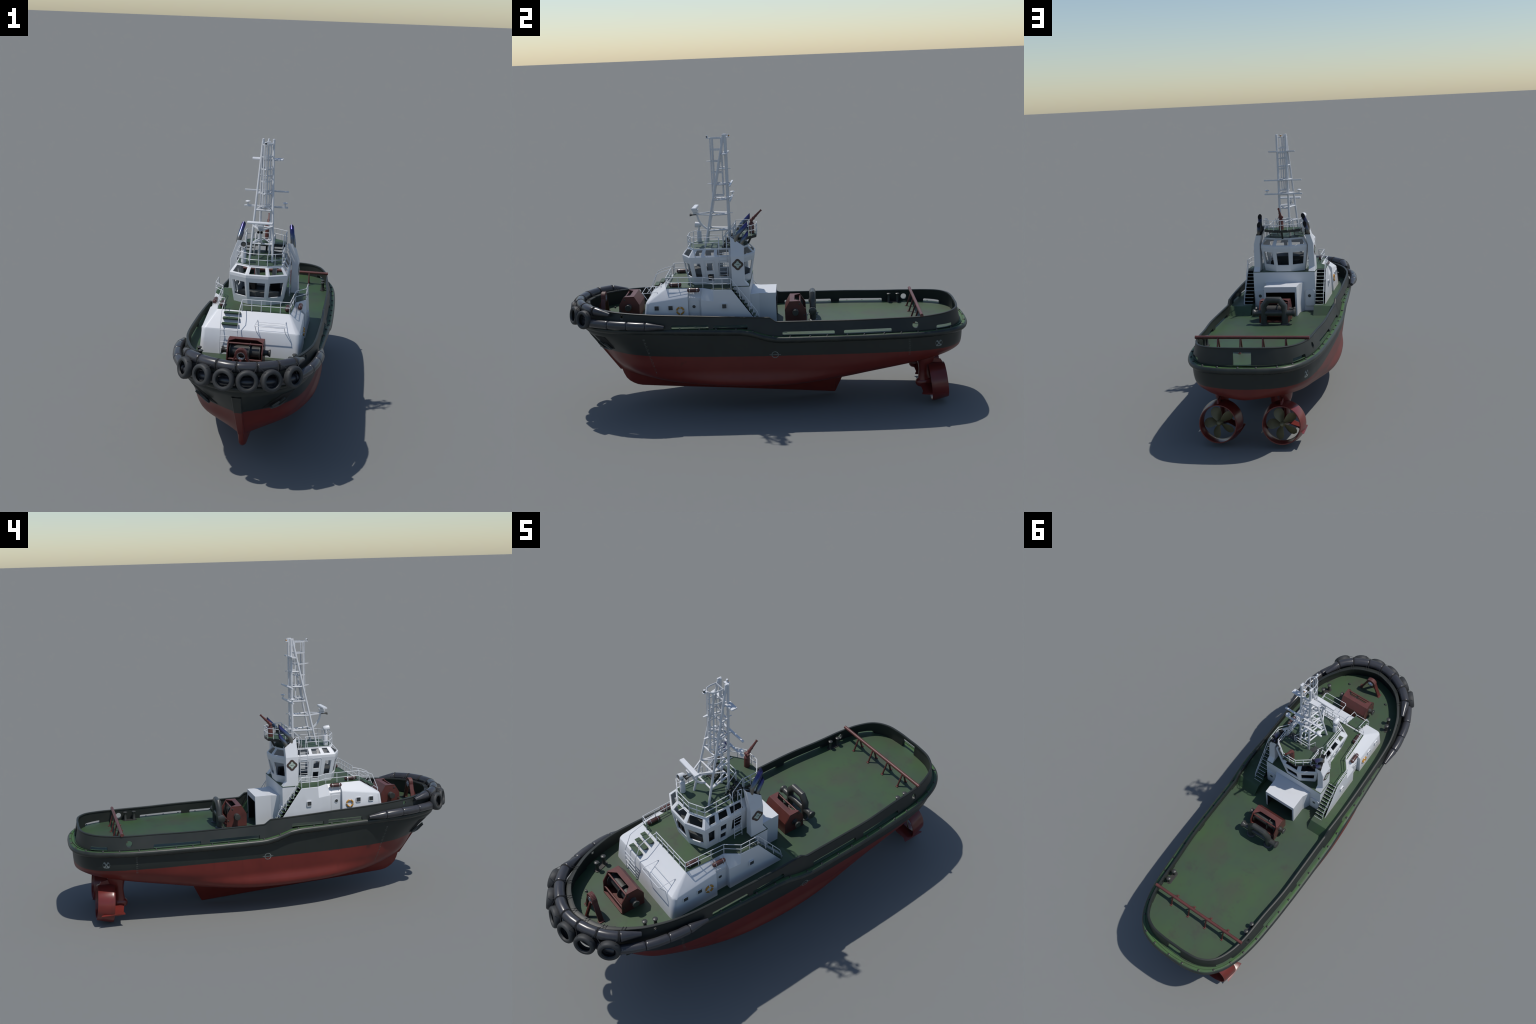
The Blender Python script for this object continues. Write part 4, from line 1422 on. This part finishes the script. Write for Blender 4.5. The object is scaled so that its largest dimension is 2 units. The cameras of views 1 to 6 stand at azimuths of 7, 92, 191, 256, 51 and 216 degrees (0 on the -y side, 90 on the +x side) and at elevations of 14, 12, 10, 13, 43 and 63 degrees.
# ------------------------------------------------------------------ thrusters
def blade_mesh():
    mb = MB()
    n, m = 16, 10
    top, bot = [], []
    for i in range(n + 1):
        t = i / n
        r = lerp(.008, .0735, t)
        wid = .0245 * (.42 + .58 * math.sin(PI / 2 * min(1, t / .62)) ** 1.3) * (1 if t < .62 else max(0, 1 - ((t - .62) / .38) ** 2.4) ** .55)
        wid = max(wid, .0012)
        pitch = math.radians(lerp(55, 24, t))
        rt, rb = [], []
        for j in range(m + 1):
            c = (j / m - .5) * 2
            sk = .004 * t * t
            x, y = (c * wid + sk) * math.cos(pitch), c * wid * math.sin(pitch)
            th = .0018 * (1 - t * .6) * (1 - c * c) + .0003
            dish = -.004 * t * t
            rt.append(V((x, y + dish + th, math.sqrt(max(r * r - x * x, 1e-8)))))
            rb.append(V((x, y + dish - th, math.sqrt(max(r * r - x * x, 1e-8)))))
        top.append(rt)
        bot.append(rb)
    mb.grid(top)
    mb.grid(bot)
    rim_ = [top[i][0] for i in range(n + 1)]
    mb.grid([[top[i][0] for i in range(n + 1)], [bot[i][0] for i in range(n + 1)]])
    mb.grid([[top[i][-1] for i in range(n + 1)], [bot[i][-1] for i in range(n + 1)]])
    mb.grid([top[-1], bot[-1]])
    return mb.mesh("propeller_blade", M_BRONZE, 50)
blade = blade_mesh()

for sx_ in (1, -1):
    th = bpy.data.objects.new("thruster", None)
    bpy.context.scene.collection.objects.link(th)
    th.parent = tug
    xc = sx_ * .1445
    axis = V((0, 1, .12)).normalized()          # propeller axis, slightly cocked up aft
    F = V((xc, .8030, .0990))                    # centre of the nozzle's forward lip
    A = V((xc, .8845, .1075))
    ax = (A - F).normalized()
    Ln = (A - F).length
    nz = MB()
    nz.lathe([(.0975, 0), (.0990, .004), (.0985, .015), (.0945, .040), (.0880, Ln - .004), (.0865, Ln), (.0825, Ln), (.0805, Ln - .010), (.0785, .045), (.0800, .022), (.0870, .007), (.0950, 0), (.0975, 0)], F, ax, 56)
    nozzle = part("nozzle", nz, M_NOZZ, th, 40)
    hub = A - ax * .022
    hb = MB().lathe([(.0100, -.055), (.0125, -.035), (.0128, -.004), (.0118, .004), (.0085, .0115), (.0045, .0150), (0, .0160)], hub, ax, 22)
    prop = part("propeller_hub", hb, M_BRONZE, th, 40)
    frame = V((0, 1, 0)).rotation_difference(ax).to_matrix().to_4x4()
    for k in range(5):
        put("propeller_blade", blade, prop, Matrix.Translation(hub - ax * .012) @ frame @ Matrix.Rotation(2 * PI * k / 5 + .32, 4, "Y"))
    # gear pod, streamlined leg, fins carrying the nozzle
    pod = MB()
    pod.lathe([(0, -.130), (.010, -.128), (.019, -.121), (.0245, -.108), (.0265, -.090), (.0240, -.070), (.0175, -.052), (.0125, -.040)], hub, ax, 24)
    part("gear_pod", pod, M_NOZZ, th, 50)
    rows = []
    for z, yf, ya, w in ((.232, .738, .830, .036), (.205, .742, .822, .032), (.190, .746, .812, .026), (.165, .750, .803, .020), (.145, .749, .803, .018), (.120, .746, .808, .020), (.100, .744, .812, .023)):
        r = []
        for k in range(25):
            a = 2 * PI * k / 24
            cy, ry = (yf + ya) / 2, (ya - yf) / 2
            r.append(V((xc + w * math.sin(a) * (1 - .25 * math.cos(a)), cy + ry * math.cos(a), z)))
        rows.append(r)
    part("thruster_leg", MB().grid(rows), M_NOZZ, th, 50)
    fin = MB()
    for a in (math.radians(-20), math.radians(200)):
        d = V((math.cos(a), 0, math.sin(a)))
        n = V((-math.sin(a), 0, math.cos(a)))
        C = V((xc, 0, .100))
        secs = []
        for r, yf, ya, t in ((.018, .752, .812, .008), (.050, .757, .818, .0055), (.080, .762, .832, .005), (.094, .756, .868, .006), (.103, .755, .872, .0042)):
            ym = (yf + ya) / 2
            secs.append([C + d * r + V((0, yf, 0)), C + d * r + n * t + V((0, lerp(yf, ya, .3), 0)), C + d * r + V((0, ya, 0)), C + d * r - n * t + V((0, lerp(yf, ya, .3), 0)), C + d * r + V((0, yf, 0))])
        fin.grid(secs)
        k = len(fin.v)
        fin.f.append((k - 5, k - 4, k - 3, k - 2))
    part("nozzle_fin", fin, M_NOZZ, th, 50)
    # bracket from the leg to the top of the nozzle
    bk = MB().hull([(xc + e * w, y, z) for e in (1, -1) for w, y, z in ((.005, .800, .225), (.004, .858, .212), (.004, .868, .196), (.006, .800, .188))])
    part("nozzle_bracket", bk, M_NOZZ, th, 30, .002)
